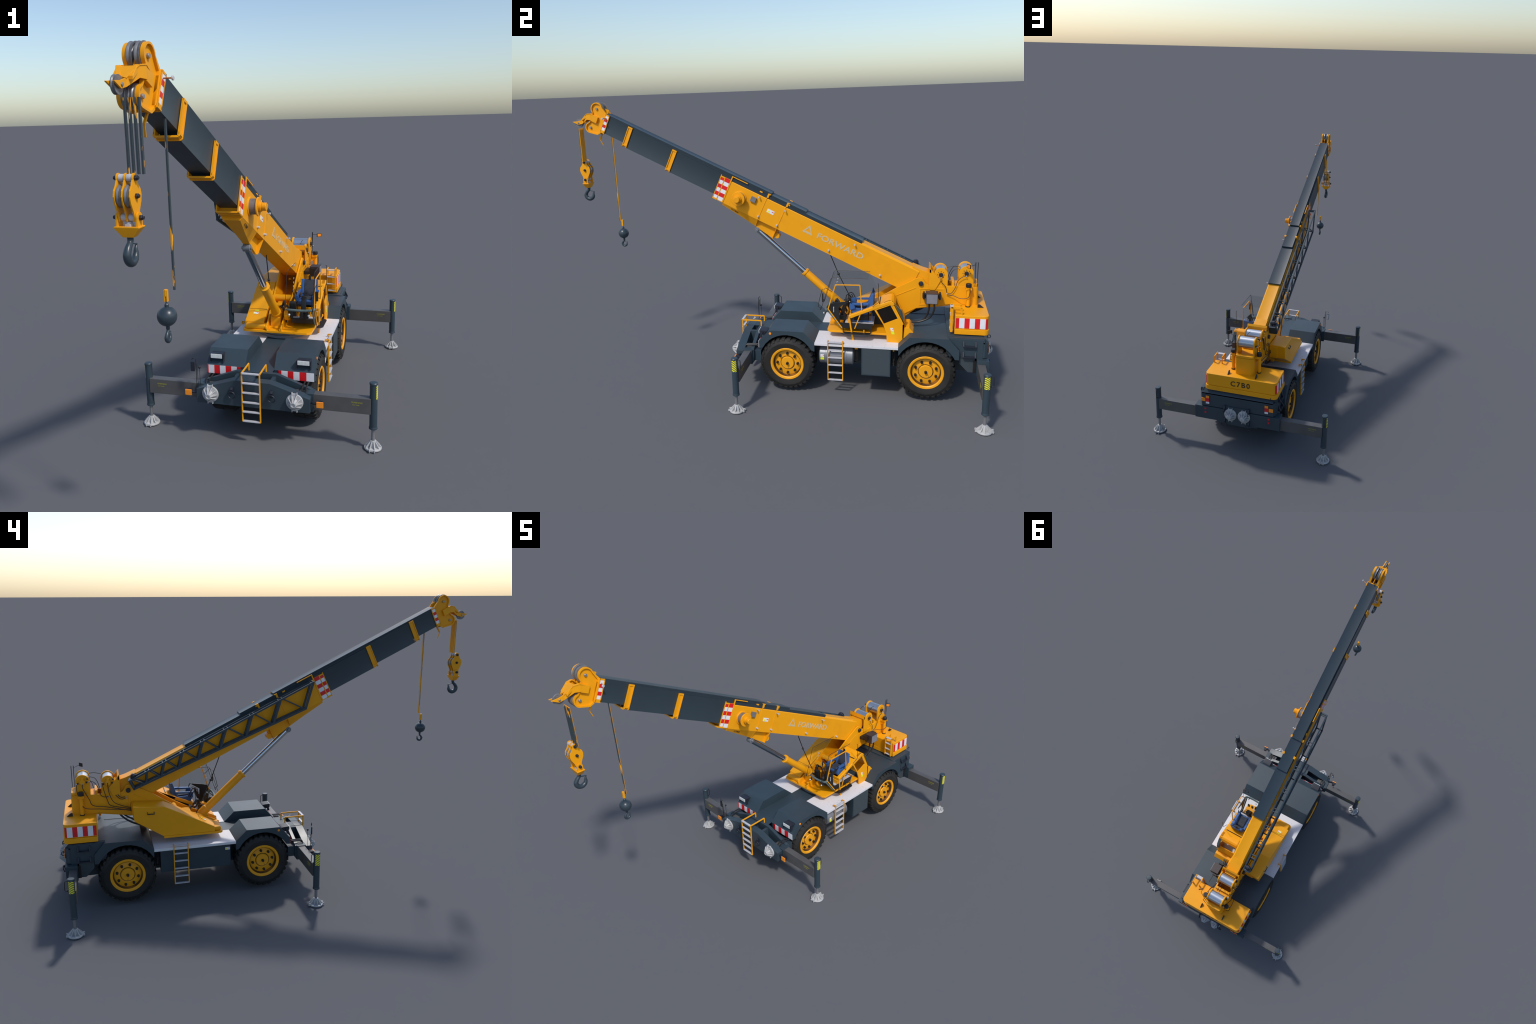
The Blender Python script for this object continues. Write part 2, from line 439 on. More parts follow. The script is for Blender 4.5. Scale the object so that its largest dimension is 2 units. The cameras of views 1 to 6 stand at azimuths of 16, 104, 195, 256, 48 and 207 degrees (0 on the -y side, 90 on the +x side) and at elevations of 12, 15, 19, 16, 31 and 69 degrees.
# round amber side markers, headlights
bm = bm_new()
for sx in (1, -1): cyl(bm, (sx * 0.2095, 0.009, 0.282), (sx * 0.2125, 0.009, 0.282), 0.0058, seg=16, bev=0.0008)
obj("side_marker_lamp", bm, M_AMBER, chassis)
hl = None
for sx in (1, -1):
    bm = bm_new()
    cx = sx * 0.170
    prism(bm, [(-0.047, 0.271), (-0.047, 0.291), (-0.020, 0.289), (-0.008, 0.286), (-0.026, 0.266)], 'x', cx - 0.0245, cx + 0.0245, 0.002)
    prism(bm, [(-0.046, 0.255), (-0.040, 0.283), (-0.028, 0.283), (-0.034, 0.255)], 'x', cx + 0.0255, cx + 0.0285, 0.0005)
    prism(bm, [(-0.046, 0.255), (-0.040, 0.283), (-0.028, 0.283), (-0.034, 0.255)], 'x', cx - 0.0285, cx - 0.0255, 0.0005)
    h = obj("headlight", bm, M_NAVY, chassis)
    bm = bm_new(); box(bm, cx - 0.0225, cx + 0.0225, -0.0495, -0.0465, 0.2725, 0.2895, 0.0012)
    obj("headlight_lens", bm, M_LAMP, h)

def stripe_panel(name, parent, place, bounds, n, start_red=True):
    """red / white reflective tiles; place(a,b) -> list of args for adding a tile"""
    bm = bm_new()
    for i in range(n):
        place(bm, bounds[i], bounds[i + 1], 0 if (i % 2 == 0) == start_red else 1)
    return obj(name, bm, [M_RED, M_WHITE], parent)

def lin(a, b, n, half_ends=True):
    """bounds for n tiles, the end tiles half width"""
    w = [0.55] + [1] * (n - 2) + [0.45] if half_ends else [1] * n
    t = sum(w); out = [a]
    for q in w: out.append(out[-1] + (b - a) * q / t)
    return out

for sx in (1, -1):
    xs = lin(0.0745, 0.2095, 7) if sx > 0 else lin(-0.2095, -0.0745, 7)
    if sx > 0:
        xs = [0.0745, 0.086, 0.110, 0.132, 0.155, 0.181, 0.2095]
    else:
        xs = [-0.2095, -0.2035, -0.180, -0.157, -0.134, -0.111, -0.089, -0.0745]
    def put(bm, a, b, mi):
        box(bm, a, b, -0.0476, -0.0462, 0.2105, 0.2435, 0, mi)
    stripe_panel("reflective_panel", chassis, put, xs, len(xs) - 1)

# ================================================================== FRONT BUMPER
bm = bm_new()
face = [(-0.214, 0.137), (0.214, 0.137), (0.214, 0.190), (0.069, 0.237), (-0.069, 0.237), (-0.214, 0.190)]
prism(bm, face, 'y', -0.156, -0.119, 0.001)
wall = [(-0.214, 0.137), (0.214, 0.137), (0.214, 0.196), (0.076, 0.246), (-0.076, 0.246), (-0.214, 0.196)]
prism(bm, wall, 'y', -0.088, -0.072, 0.001)
prism(bm, [(-0.214, 0.137), (0.214, 0.137), (0.214, 0.186), (0.19, 0.184), (0.13, 0.174), (0.076, 0.172), (0.076, 0.2365), (0.062, 0.2365), (0.062, 0.15), (-0.062, 0.15),
           (-0.062, 0.2365), (-0.076, 0.2365), (-0.076, 0.172), (-0.13, 0.174), (-0.19, 0.184), (-0.214, 0.186)], 'y', -0.1195, -0.0875, 0)
box(bm, -0.062, 0.0, -0.1195, -0.0875, 0.150, 0.2365, 0)
box(bm, -0.0575, 0.0575, -0.073, -0.040, 0.16, 0.2455, 0)
box(bm, -0.20, 0.20, -0.073, -0.040, 0.14, 0.190, 0)
# outrigger sleeves at both ends
for sx in (1, -1):
    box(bm, *sorted((sx * 0.185, sx * 0.222)), -0.124, -0.078, 0.128, 0.1985, 0.0015)
bumper = obj("front_bumper", bm, M_SLATE, root)

bm = bm_new()
for sx in (1, -1):        # mirror-image rail steps on the pocket ends
    for dx in (0.0, 0.014):
        tube(bm, [(sx * (0.178 + dx), -0.118, 0.197), (sx * (0.178 + dx), -0.112, 0.212), (sx * (0.178 + dx), -0.060, 0.214), (sx * (0.178 + dx), -0.050, 0.206)], 0.0026, 6)
obj("hose_rail", bm, M_BLACK, bumper)

for sx in (1, -1):
    bm = bm_new()
    prism(bm, [(-0.156, 0.182), (-0.163, 0.188), (-0.168, 0.205), (-0.160, 0.212), (-0.156, 0.212)], 'x', sx * 0.075 - 0.005, sx * 0.075 + 0.005, 0.001)
    torus(bm, (sx * 0.075, -0.166, 0.183), (0.1, 1, 0.12), 0.0140, 0.0021)
    obj("tow_ring", bm, M_NAVY, bumper)

for sx in (1, -1):        # turn signals on short arms
    bm = bm_new()
    tube(bm, [(sx * 0.212, -0.135, 0.172), (sx * 0.230, -0.143, 0.172), (sx * 0.243, -0.144, 0.172)], 0.0055, 8)
    prism(bm, [(-0.0125, -0.010), (0.0125, -0.010), (0.0125, 0.010), (-0.0125, 0.010)], lambda u, v, w: Vector((sx * 0.249 + u * (1 if w < 0.5 else 0.5), -0.148 + 0.02 * w, 0.171 + v * (1 if w < 0.5 else 0.6))), 0, 1, 0.0008)
    o = obj("turn_signal", bm, M_NAVY, bumper)
    bm = bm_new(); box(bm, sx * 0.249 - 0.0125, sx * 0.249 + 0.0125, -0.1525, -0.1475, 0.160, 0.182, 0.0012)
    obj("amber_lens", bm, M_AMBER, o)

# ---------------- foot pad (local: base disc at z=0, boss up)
def foot_pad(ribs=10):
    bm = bm_new()
    R = 0.0305
    lathe(bm, [(0, 0), (R, 0), (R + 0.001, 0.0015), (R + 0.001, 0.0055), (R, 0.007), (R - 0.003, 0.0075), (0.014, 0.0085), (0.0105, 0.027), (0.0100, 0.0315), (0.0070, 0.0320), (0.0070, 0.0290), (0, 0.029)], (0, 0, 0), (0, 0, 1), 32)
    for i in range(ribs):
        a = 2 * math.pi * (i + 0.5) / ribs
        M = lambda u, v, w, a=a: Vector((math.cos(a) * u - math.sin(a) * w, math.sin(a) * u + math.cos(a) * w, v))
        prism(bm, [(0.009, 0.006), (R - 0.0015, 0.006), (R - 0.002, 0.0115), (0.0110, 0.0305), (0.008, 0.0305)], M, -0.0011, 0.0011, 0.0003)
    for s in (1, -1):
        for y in (-0.009, 0.009):
            box(bm, *sorted((s * (R - 0.003), s * (R + 0.0065))), y - 0.0014, y + 0.0014, 0.0008, 0.010, 0.0004)
        box(bm, *sorted((s * (R - 0.003), s * (R + 0.002))), -0.009, 0.009, 0.0008, 0.008, 0.0004)
    return bm
pad_src = obj("foot_pad", foot_pad(), M_PAD, None)

# stowed spare pads on front bumper
for x in (0.160, -0.158):
    clone(pad_src, "stowed_foot_pad", bumper, (x, -0.1562, 0.1775), (math.radians(90), math.radians(90), 0))

# left driving mirror on two thin stalks
bm = bm_new()
tube(bm, [(-0.2135, -0.150, 0.190), (-0.2135, -0.150, 0.306), (-0.229, -0.147, 0.306), (-0.231, -0.146, 0.300)], 0.0011, 6)
tube(bm, [(-0.208, -0.150, 0.190), (-0.209, -0.150, 0.285)], 0.0009, 6)
tube(bm, [(-0.206, -0.135, 0.190), (-0.206, -0.135, 0.268)], 0.0009, 6)
sphere(bm, (-0.206, -0.135, 0.268), 0.005, seg=12)
o = obj("mirror", bm, M_BLACK, bumper)
bm = bm_new(); box(bm, -0.2365, -0.2215, -0.1475, -0.1415, 0.255, 0.292, 0.0012)
obj("mirror_housing", bm, M_NAVY, o)
bm = bm_new(); box(bm, -0.235, -0.223, -0.1412, -0.1404, 0.257, 0.290, 0)
obj("mirror_glass", bm, M_LAMP, o)

# ================================================================== LADDERS
def ladder(name, p_top, width_vec, out_vec, top_z, bot_z, rungs, returns, rail=0.0045, depth=0.006):
    """two rails and flat treads. p_top (x,y) of first rail; returns = list of points for the top hand rail"""
    bm = bm_new()
    w = Vector((*width_vec, 0)); o = Vector((*out_vec, 0))
    side = w.normalized()
    for k in (0, 1):
        a = Vector((*p_top, top_z)) + w * k
        b = Vector((*p_top, bot_z)) + w * k
        bar(bm, a, b, rail, depth, side)
        prev = a + Vector((0, 0, -0.003))
        for (d, z) in returns:
            q = a.copy() + o * d; q.z = z
            bar(bm, prev, q, rail, depth, side); prev = q
    o1 = obj(name, bm, M_YEL, root)
    bm = bm_new()
    for z in rungs:
        a = Vector((*p_top, z)) + side * rail * 0.4; b = Vector((*p_top, z)) + w - side * rail * 0.4
        bar(bm, a, b, depth * 1.9, 0.0042, o)
    obj("tread", bm, M_STEP, o1)
    return o1
# front access ladder
ladder("ladder", (-0.032, -0.170), (0.067, 0), (0, 1), 0.277, 0.087, [0.0895, 0.126, 0.163, 0.2, 0.237, 0.2745], [(0.094, 0.274), (0.094, 0.247)])
# deck ladders
ladder("ladder", (0.2120, 0.275), (0, 0.067), (-1, 0), 0.262, 0.071, [0.0745, 0.109, 0.147, 0.183, 0.219, 0.2565], [(0.014, 0.2585), (0.014, 0.2475)])
ladder("ladder", (-0.2120, 0.435), (0, 0.064), (1, 0), 0.262, 0.071, [0.0745, 0.109, 0.147, 0.183, 0.219, 0.2565], [(0.014, 0.2585), (0.014, 0.2475)])

# ================================================================== SIDE EQUIPMENT
bm = bm_new()
lathe(bm, [(0, 0), (0.036, 0), (0.042, 0.005), (0.042, 0.152), (0.036, 0.157), (0, 0.157)], (0.160, 0.232, 0.178), (0, 1, 0), 28)
for y in (0.262, 0.352): lathe(bm, [(0.0425, 0), (0.0435, 0.001), (0.0435, 0.007), (0.0425, 0.008)], (0.160, y, 0.178), (0, 1, 0), 28)
obj("air_tank", bm, M_GREY, root)
bm = bm_new()
box(bm, 0.10, 0.2085, 0.425, 0.554, 0.104, 0.2365, 0.0015)
rad = obj("radiator_box", bm, M_SLATE, root)
bm = bm_new(); box(bm, 0.2083, 0.2094, 0.430, 0.549, 0.109, 0.2335, 0)
obj("radiator_mesh", bm, M_GRILLE, rad)
bm = bm_new()
box(bm, -0.190, -0.10, 0.235, 0.558, 0.124, 0.228, 0.0025)
tb = obj("tool_box", bm, M_SLATE, root)
bm = bm_new()   # small pipes and springs between tank, radiator and wheels
for y in (0.395, 0.402, 0.409):
    tube(bm, [(0.19, y, 0.235), (0.19, y, 0.165), (0.17, y - 0.02, 0.15), (0.12, y - 0.03, 0.15)], 0.0022, 6)
for y in (0.562, 0.570): tube(bm, [(0.175, y, 0.235), (0.175, y, 0.15), (0.12, y, 0.13)], 0.002, 6)
for k in range(6): torus(bm, (0.18, 0.566, 0.150 + 0.0055 * k), (0, 0, 1), 0.006, 0.0012, 12, 6)
for y in (0.565, 0.572): tube(bm, [(-0.18, y, 0.2), (-0.18, y, 0.155), (-0.12, y, 0.14)], 0.002, 6)
obj("pipe_work", bm, M_BLACK, root)
bm = bm_new()
for y in (0.398, 0.405, 0.566): cyl(bm, (0.192, y, 0.222), (0.192, y, 0.234), 0.0035, seg=8)
obj("pipe_fitting", bm, M_YEL, root)

def label(parent, place, w, h, two=True):
    """warning sticker: white field with yellow triangle, lime field; place(u,v,d)"""
    bm = bm_new()
    f = lambda u, v, d: place(u, v, d * 0.0006)
    prism(bm, [(0, h * 0.45 if two else 0), (w, h * 0.45 if two else 0), (w, h), (0, h)], f, 0, 1, 0, 0)
    if two: prism(bm, [(0, 0), (w, 0), (w, h * 0.4), (0, h * 0.4)], f, 0, 1, 0, 1)
    y0 = h * (0.5 if two else 0.12); tw = w * (0.55 if two else 0.42); th = h * (0.42 if two else 0.7)
    prism(bm, [(w * 0.06, y0), (w * 0.06 + tw, y0), (w * 0.06 + tw / 2, y0 + th)], f, 1.0, 1.7, 0, 2)
    prism(bm, [(w * 0.66, y0 + th * .55), (w * 0.95, y0 + th * .55), (w * 0.95, y0 + th * .8), (w * 0.66, y0 + th * .8)], f, 1.0, 1.7, 0, 3)
    return obj("warning_label", bm, [M_WHITE, M_LIME, M_HAZ, M_RED], parent)

tank = bpy.data.objects["air_tank"]
label(tank, lambda u, v, d: Vector((0.2025 + d, 0.240 + u, 0.166 + v)), 0.016, 0.026)
label(tb, lambda u, v, d: Vector((-0.1901 - d, 0.260 - u, 0.203 + v)), 0.022, 0.013, False)

# ================================================================== WHEELS
def tyre_bm():
    """axis along x, outer face at +x, centred on tyre mid-plane"""
    bm = bm_new()
    hw = 0.0495
    prof = [(0.074, -hw + 0.008), (0.080, -hw + 0.002), (0.098, -hw - 0.001), (0.111, -hw + 0.002), (0.119, -hw + 0.007), (0.1215, -hw + 0.014),
            (0.1215, hw - 0.014), (0.119, hw - 0.007), (0.111, hw - 0.002), (0.104, hw + 0.0005), (0.103, hw + 0.0015), (0.098, hw + 0.0015), (0.090, hw), (0.080, hw - 0.002), (0.0755, hw - 0.007), (0.0735, hw - 0.011)]
    lathe(bm, prof, (0, 0, 0), (1, 0, 0), 72)
    n = 30                                                # chunky staggered lugs, wrapping on the shoulder
    for i in range(n):
        for sd in (1, -1):
            a = 2 * math.pi * (i + (0.5 if sd < 0 else 0)) / n
            def M(u, v, w, a=a, sd=sd):
                ang = a + w + (u - 0.5) * 0.06
                return Vector((sd * (0.002 + u * 0.0478), math.cos(ang) * v, math.sin(ang) * v))
            prism(bm, [(0, 0.119), (0.80, 0.118), (0.92, 0.1145), (0.96, 0.1155), (0.90, 0.1235), (0.76, 0.1272), (0, 0.1275)], M, -0.062, 0.062, 0.0)
    return bm
def rim_bm():
    bm = bm_new()
    x = 0.0                                               # relative to outer rim plane
    lathe(bm, [(0.0775, -0.006), (0.0785, 0.003), (0.0765, 0.0055), (0.069, 0.0045), (0.0655, 0.001), (0.064, -0.013), (0.0615, -0.0165), (0.058, -0.0140), (0.036, -0.0115), (0.0335, -0.0125), (0.0325, -0.0145),
               (0.0312, -0.0145), (0.0302, -0.009), (0.028, -0.0065), (0, -0.0065)], (x, 0, 0), (1, 0, 0), 36)
    lathe(bm, [(0.0775, -0.006), (0.0700, -0.020), (0.066, -0.060), (0, -0.060)], (x, 0, 0), (1, 0, 0), 24)
    return bm
def bolts_bm():
    bm = bm_new()
    for i in range(8):
        a = math.pi / 8 * 2 * (i + 0.0) + math.radians(90)
        c = Vector((-0.0135, 0.0475 * math.cos(a), 0.0475 * math.sin(a)))
        cyl(bm, c, c + Vector((0.0105, 0, 0)), 0.0062, 0.0055, 10)
    cyl(bm, (-0.008, 0, 0), (0.004, 0, 0), 0.0066, 0.0058, 10)
    return bm
def groove_bm():
    bm = bm_new()
    lathe(bm, [(0.0652, -0.002), (0.0625, -0.0155), (0.061, -0.0158), (0.0638, -0.0015)], (0.0006, 0, 0), (1, 0, 0), 36)
    lathe(bm, [(0.0332, -0.0122), (0.0308, -0.0137), (0.0308, -0.0120), (0.0332, -0.0110)], (0.0, 0, 0), (1, 0, 0), 36)
    return bm
M_GROOVE = paint("rim_dark_line", (0.055, 0.026, 0.012), (0.25, 0.10, 0.012), 22, 0.6, 0.45, 0.6)
TX, RX = 0.1655, 0.2085
w0 = obj("wheel", rim_bm(), M_RIM, root)
t0 = obj("tyre", tyre_bm(), M_TYRE, w0, 30); t0.location = (TX - RX, 0, 0)
obj("wheel_bolt", bolts_bm(), M_BLACK, w0)
obj("rim_groove", groove_bm(), M_GROOVE, w0)
w0.location = (RX, WY[0], WZ)
clone(w0, "wheel", root, (RX, WY[1], WZ), (math.radians(22), 0, 0))
clone(w0, "wheel", root, (-RX, WY[0], WZ), (math.radians(9), 0, math.pi))
clone(w0, "wheel", root, (-RX, WY[1], WZ), (math.radians(-14), 0, math.pi))

# ================================================================== OUTRIGGERS
def outrigger(sx, y, rear):
    bm = bm_new()
    box(bm, *sorted((sx * 0.15, sx * 0.424)), y - 0.0165, y + 0.0165, 0.136, 0.1945, 0.0015)
    o = obj("outrigger", bm, M_BEAM, root)
    x = sx * 0.432
    bm = bm_new()
    lathe(bm, [(0, 0), (0.0148, 0), (0.0155, 0.001), (0.0155, 0.005), (0.0145, 0.0075), (0.0140, 0.010), (0.0140, 0.168), (0.0152, 0.169), (0.0152, 0.174), (0.0130, 0.1765), (0, 0.1775)], (x, y, 0.077), (0, 0, 1), 24)
    obj("outrigger_leg", bm, M_SLATE, o)
    bm = bm_new(); cyl(bm, (x, y, 0.028), (x, y, 0.080), 0.0066, seg=16)
    obj("jack_rod", bm, M_ROD, o)
    k = clone(pad_src, "foot_pad", o, (x, y, 0.0))
    k.rotation_euler = (0, 0, math.radians(90))
    # handle and latch on the +y side
    bm = bm_new()
    tube(bm, [(x, y + 0.011, 0.244), (x, y + 0.021, 0.244), (x, y + 0.025, 0.240), (x, y + 0.0262, 0.206), (x, y + 0.024, 0.202), (x, y + 0.011, 0.203)], 0.0016, 6)
    box(bm, x - 0.0035, x + 0.0035, y + 0.012, y + 0.018, 0.198, 0.206, 0.0008)
    obj("jack_handle", bm, M_BLACK, o)
    # hazard stripes: slanted patches on the outer face
    bm = bm_new(); R = 0.01445
    mid = 0.0 if sx > 0 else math.pi
    ZB, ZT = 0.1925, 0.2465
    for i in range(9):
        z0 = 0.1785 + i * 0.0082
        nseg = 6; A0, A1 = math.radians(-46), math.radians(46)
        for t in range(nseg):
            qa = A0 + (A1 - A0) * t / nseg; qb = A0 + (A1 - A0) * (t + 1) / nseg
            za = z0 + 0.0150 * t / nseg; zb = z0 + 0.0150 * (t + 1) / nseg
            if min(ZT, max(za, zb) + 0.0045) - max(ZB, min(za, zb)) < 0.0008: continue
            vs = []
            for rr in (R - 0.0006, R):
                for (q, z) in ((qa, za), (qb, zb), (qb, zb + 0.0045), (qa, za + 0.0045)):
                    z = max(ZB, min(z, ZT))
                    vs.append(bm.verts.new((x + math.cos(mid + q * sx) * rr, y + math.sin(mid + q * sx) * rr, z)))
            for f in ((4, 5, 6, 7), (0, 1, 5, 4), (3, 2, 6, 7)):
                bm.faces.new([vs[j] for j in f])
    bmesh.ops.dissolve_degenerate(bm, edges=bm.edges, dist=1e-6)
    bmesh.ops.remove_doubles(bm, verts=bm.verts, dist=1e-6)
    obj("hazard_stripe", bm, M_HAZ, o)
    for fy, dirn in ((-1, 1), (1, -1)):
        yy = y + fy * 0.0166
        cx = sx * 0.3735 - dirn * 0.018
        for j, (txt, sz) in enumerate((("WARNING", 0.0082), ("STAY CLEAR", 0.0046))):
            lettering(txt, sz, lambda u, v, w, cx=cx, yy=yy, dirn=dirn, j=j, fy=fy: Vector((cx + dirn * (u + j * 0.003), yy + fy * w, 0.1745 - j * 0.0085 + v)), M_WARNTXT, "warning_lettering", o, 0.0004)
    return o
for sx in (1, -1):
    outrigger(sx, -0.100, False)
    outrigger(sx, 0.937, True)
bpy.data.objects.remove(pad_src)

# ================================================================== REAR BUMPER
bm = bm_new()
box(bm, -0.218, 0.218, 0.918, 0.9680, 0.141, 0.2105, 0.0015)
prism(bm, [(-0.061, 0.231), (0.061, 0.231), (0.066, 0.222), (0.066, 0.166), (0.045, 0.136), (-0.045, 0.136), (-0.066, 0.166), (-0.066, 0.222)], 'y', 0.925, 0.9700, 0.001)
prism(bm, [(-0.11, 0.1415), (0.11, 0.1415), (0.06, 0.128), (-0.06, 0.128)], 'y', 0.920, 0.9670, 0.001)
rb = obj("rear_bumper", bm, M_SLATE, root)
pad2 = obj("stowed_foot_pad", foot_pad(), M_PAD, rb)
pad2.location = (0.0305, 0.9690, 0.1895); pad2.rotation_euler = (math.radians(-90), math.radians(90), 0)
clone(pad2, "stowed_foot_pad", rb, (-0.0385, 0.9690, 0.1895), (math.radians(-90), math.radians(90), 0))
bm = bm_new()
for sx in (1, -1):
    for z in (0.198, 0.178): cyl(bm, (sx * 0.163, 0.967, z), (sx * 0.163, 0.9705, z), 0.0052, seg=14, bev=0.0008)
obj("red_reflector", bm, M_REDLENS, rb)
for x, z, tilt in ((0.060, 0.150, 1), (-0.064, 0.150, 1), (0.062, 0.216, 0), (-0.062, 0.216, 0)):
    bm = bm_new()
    prism(bm, [(0.967, z + 0.020), (0.973, z + 0.018), (0.983, z + 0.003), (0.978, z - 0.006), (0.967, z + 0.002)], 'x', x - 0.0045, x + 0.0045, 0.001)
    if tilt: torus(bm, (x, 0.984, z - 0.012), (0.1, 1, -0.25), 0.0140, 0.0021)
    else: torus(bm, (x, 0.981, z - 0.004), (1, 0.2, 0), 0.0095, 0.0017)
    obj("tow_ring", bm, M_NAVY, rb)
bm = bm_new()
for sx in (1, -1):
    torus(bm, (sx * 0.17, 0.966, 0.308), (1, 0, 0), 0.007, 0.0017, 14, 6)
obj("lashing_ring", bm, M_NAVY, chassis)
for sx in (1, -1):
    bm = bm_new(); cx = sx * 0.151
    box(bm, cx - 0.0095, cx + 0.0095, 0.9645, 0.9685, 0.2275, 0.272, 0.001)
    box(bm, sx * 0.1735 - 0.0115, sx * 0.1735 + 0.0115, 0.963, 0.968, 0.2385, 0.2585, 0.001)
    tl = obj("tail_lamp", bm, M_NAVY, chassis)
    for z0, z1, mt, nm in ((0.2585, 0.2715, M_AMBER, "amber_lens"), (0.2385, 0.258, M_REDLENS, "red_lens"), (0.228, 0.238, M_WHITE, "white_lens")):
        bm = bm_new(); box(bm, cx - 0.009, cx + 0.009, 0.9680, 0.9705, z0, z1, 0.0008); obj(nm, bm, mt, tl)
    bm = bm_new(); box(bm, sx * 0.1735 - 0.011, sx * 0.1735 + 0.011, 0.9675, 0.9700, 0.239, 0.258, 0.0008); obj("amber_lens", bm, M_AMBER, tl)

# ================================================================== TURRET
bm = bm_new(); lathe(bm, [(0, 0), (0.118, 0), (0.118, 0.012), (0.112, 0.013), (0.112, 0.030), (0, 0.030)], (-0.005, 0.398, 0.248), (0, 0, 1), 64)
obj("slewing_ring", bm, M_GREY, root)

bm = bm_new()
pl = arc(-0.142, 0.280, 0.018, 180, 270, 5) + [(0.122, 0.262), (0.140, 0.275), (0.146, 0.535), (-0.160, 0.535)]
prism(bm, pl, 'z', 0.2765, 0.2865, 0.0015)
# two long side plates that carry the boom pivot and the winches
arm = [(0.262, 0.283), (0.262, 0.293), (0.300, 0.312), (0.455, 0.390), (0.575, 0.4685), (0.632, 0.498), (0.655, 0.5125), (0.672, 0.516), (0.686, 0.511), (0.696, 0.497),
       (0.703, 0.486), (0.715, 0.482), (0.845, 0.482), (0.845, 0.397), (0.815, 0.397), (0.660, 0.370), (0.612, 0.343), (0.560, 0.283)]
XR, XL = 0.0245, -0.0695        # outer faces
prism(bm, arm, lambda u, v, w: Vector((XR - 0.008 + w * 0.008 - max(0.0, 0.46 - u) * 0.075, u, v)), 0, 1, 0.0012)
prism(bm, arm, lambda u, v, w: Vector((XL + w * 0.008 + max(0.0, 0.46 - u) * 0.06, u, v)), 0, 1, 0.0012)
# web between plates, floor of the trough
prism(bm, [(0.30, 0.287), (0.42, 0.335), (0.56, 0.345), (0.66, 0.378), (0.84, 0.40), (0.84, 0.392), (0.66, 0.366), (0.60, 0.32), (0.56, 0.285)], 'x', -0.064, 0.018, 0.0)
# rear winch box with rounded vertical corners
prism(bm, [(-0.070, 0.815), (0.024, 0.815)] + arc(0.010, 0.914, 0.014, 0, 90, 5) + arc(-0.056, 0.914, 0.014, 90, 180, 5), 'z', 0.388, 0.4815, 0.001)
# curved raised lip behind the drum
prism(bm, [(-0.069, 0.905), (0.023, 0.905)] + arc(0.010, 0.914, 0.013, 0, 90, 4) + arc(-0.056, 0.914, 0.013, 90, 180, 4), 'z', 0.4815, 0.4955, 0.003)
# bridge in front of the rear drum
box(bm, -0.066, 0.021, 0.812, 0.824, 0.470, 0.4995, 0.001)
# raised frame on the arm side
for xx, sg in ((XR, 1), (XL, -1)):
    fr = [(0.672, 0.384), (0.672, 0.466), (0.780, 0.468), (0.780, 0.398)]
    inn = [(0.677, 0.390), (0.677, 0.462), (0.775, 0.463), (0.775, 0.403)]
    prism(bm, fr, 'x', xx, xx + sg * 0.0018, 0, holes=[inn])
    bar(bm, (xx + sg * 0.001, 0.52, 0.405), (xx + sg * 0.001, 0.655, 0.468), 0.003, 0.0015, (0, 0.4, 1))
turret = obj("turret_frame", bm, M_YEL, root)

# pivot pin
bm = bm_new()
cyl(bm, (XR, 0.678, 0.4905), (XR + 0.010, 0.678, 0.4905), 0.0105, seg=24, bev=0.0015)
cyl(bm, (XL - 0.010, 0.678, 0.4905), (XL, 0.678, 0.4905), 0.0105, seg=24, bev=0.0015)
obj("pivot_pin", bm, M_NAVY, turret)

# engine housing on the left
bm = bm_new()
po = [(0.300, 0.286), (0.302, 0.311), (0.368, 0.346), (0.528, 0.427), (0.666, 0.436), (0.663, 0.368), (0.536, 0.286)]
pi_ = [(0.296, 0.286), (0.298, 0.312), (0.368, 0.3475), (0.527, 0.4285), (0.664, 0.4375), (0.660, 0.366), (0.536, 0.286)]
b2 = bm_new()
ra = [b2.verts.new((-0.1585, y, z)) for y, z in po]
rb2 = [b2.verts.new((-0.132, y, z)) for y, z in pi_]
rc = [b2.verts.new((-0.072, y, z + (0.0005 if 2 <= i <= 4 else 0))) for i, (y, z) in enumerate(pi_)]
for P, Q in ((ra, rb2), (rb2, rc)):
    for i in range(len(P)):
        j = (i + 1) % len(P); b2.faces.new((P[i], P[j], Q[j], Q[i]))
b2.faces.new(ra); b2.faces.new(rc[::-1])
do_bevel(b2, 0.003, 3, 12); merge(bm, b2)
prism(bm, [(0.640, 0.360), (0.663, 0.366), (0.669, 0.395), (0.669, 0.43), (0.64, 0.433)], 'x', -0.118, -0.075, 0.001)
house = obj("engine_housing", bm, M_YEL, turret)
bm = bm_new()
tube(bm, [(-0.158, 0.604, 0.407), (-0.166, 0.604, 0.399), (-0.166, 0.574, 0.399), (-0.158, 0.574, 0.407)], 0.0018, 6)
obj("housing_handle", bm, M_BLACK, house)
sl = Vector((0, 0.160, 0.081)).normalized()
def on_slope(u, v, d):
    base = Vector((-0.150, 0.372, 0.3495)) - sl * 0.010
    nrm = Vector((0, -sl.z, sl.y))
    return base + Vector((1, 0, 0)) * u + sl * v * 1.0 + nrm * (d + 0.0012)
label(house, lambda u, v, d: on_slope(u + 0.020, v - 0.030, d), 0.022, 0.012, False)
bm = bm_new()
prism(bm, [(0, 0), (0.018, 0), (0.018, 0.008), (0, 0.008)], lambda u, v, w: on_slope(u + 0.024, v - 0.012, w), 0, 0.0007, 0)
obj("warning_label", bm, M_LIME, house)
bm = bm_new()
bar(bm, on_slope(-0.004, 0.004, 0.0002), on_slope(0.075, 0.004, 0.0002), 0.0012, 0.0008, (0, 0, 1))
obj("panel_seam", bm, M_BROWN, house)
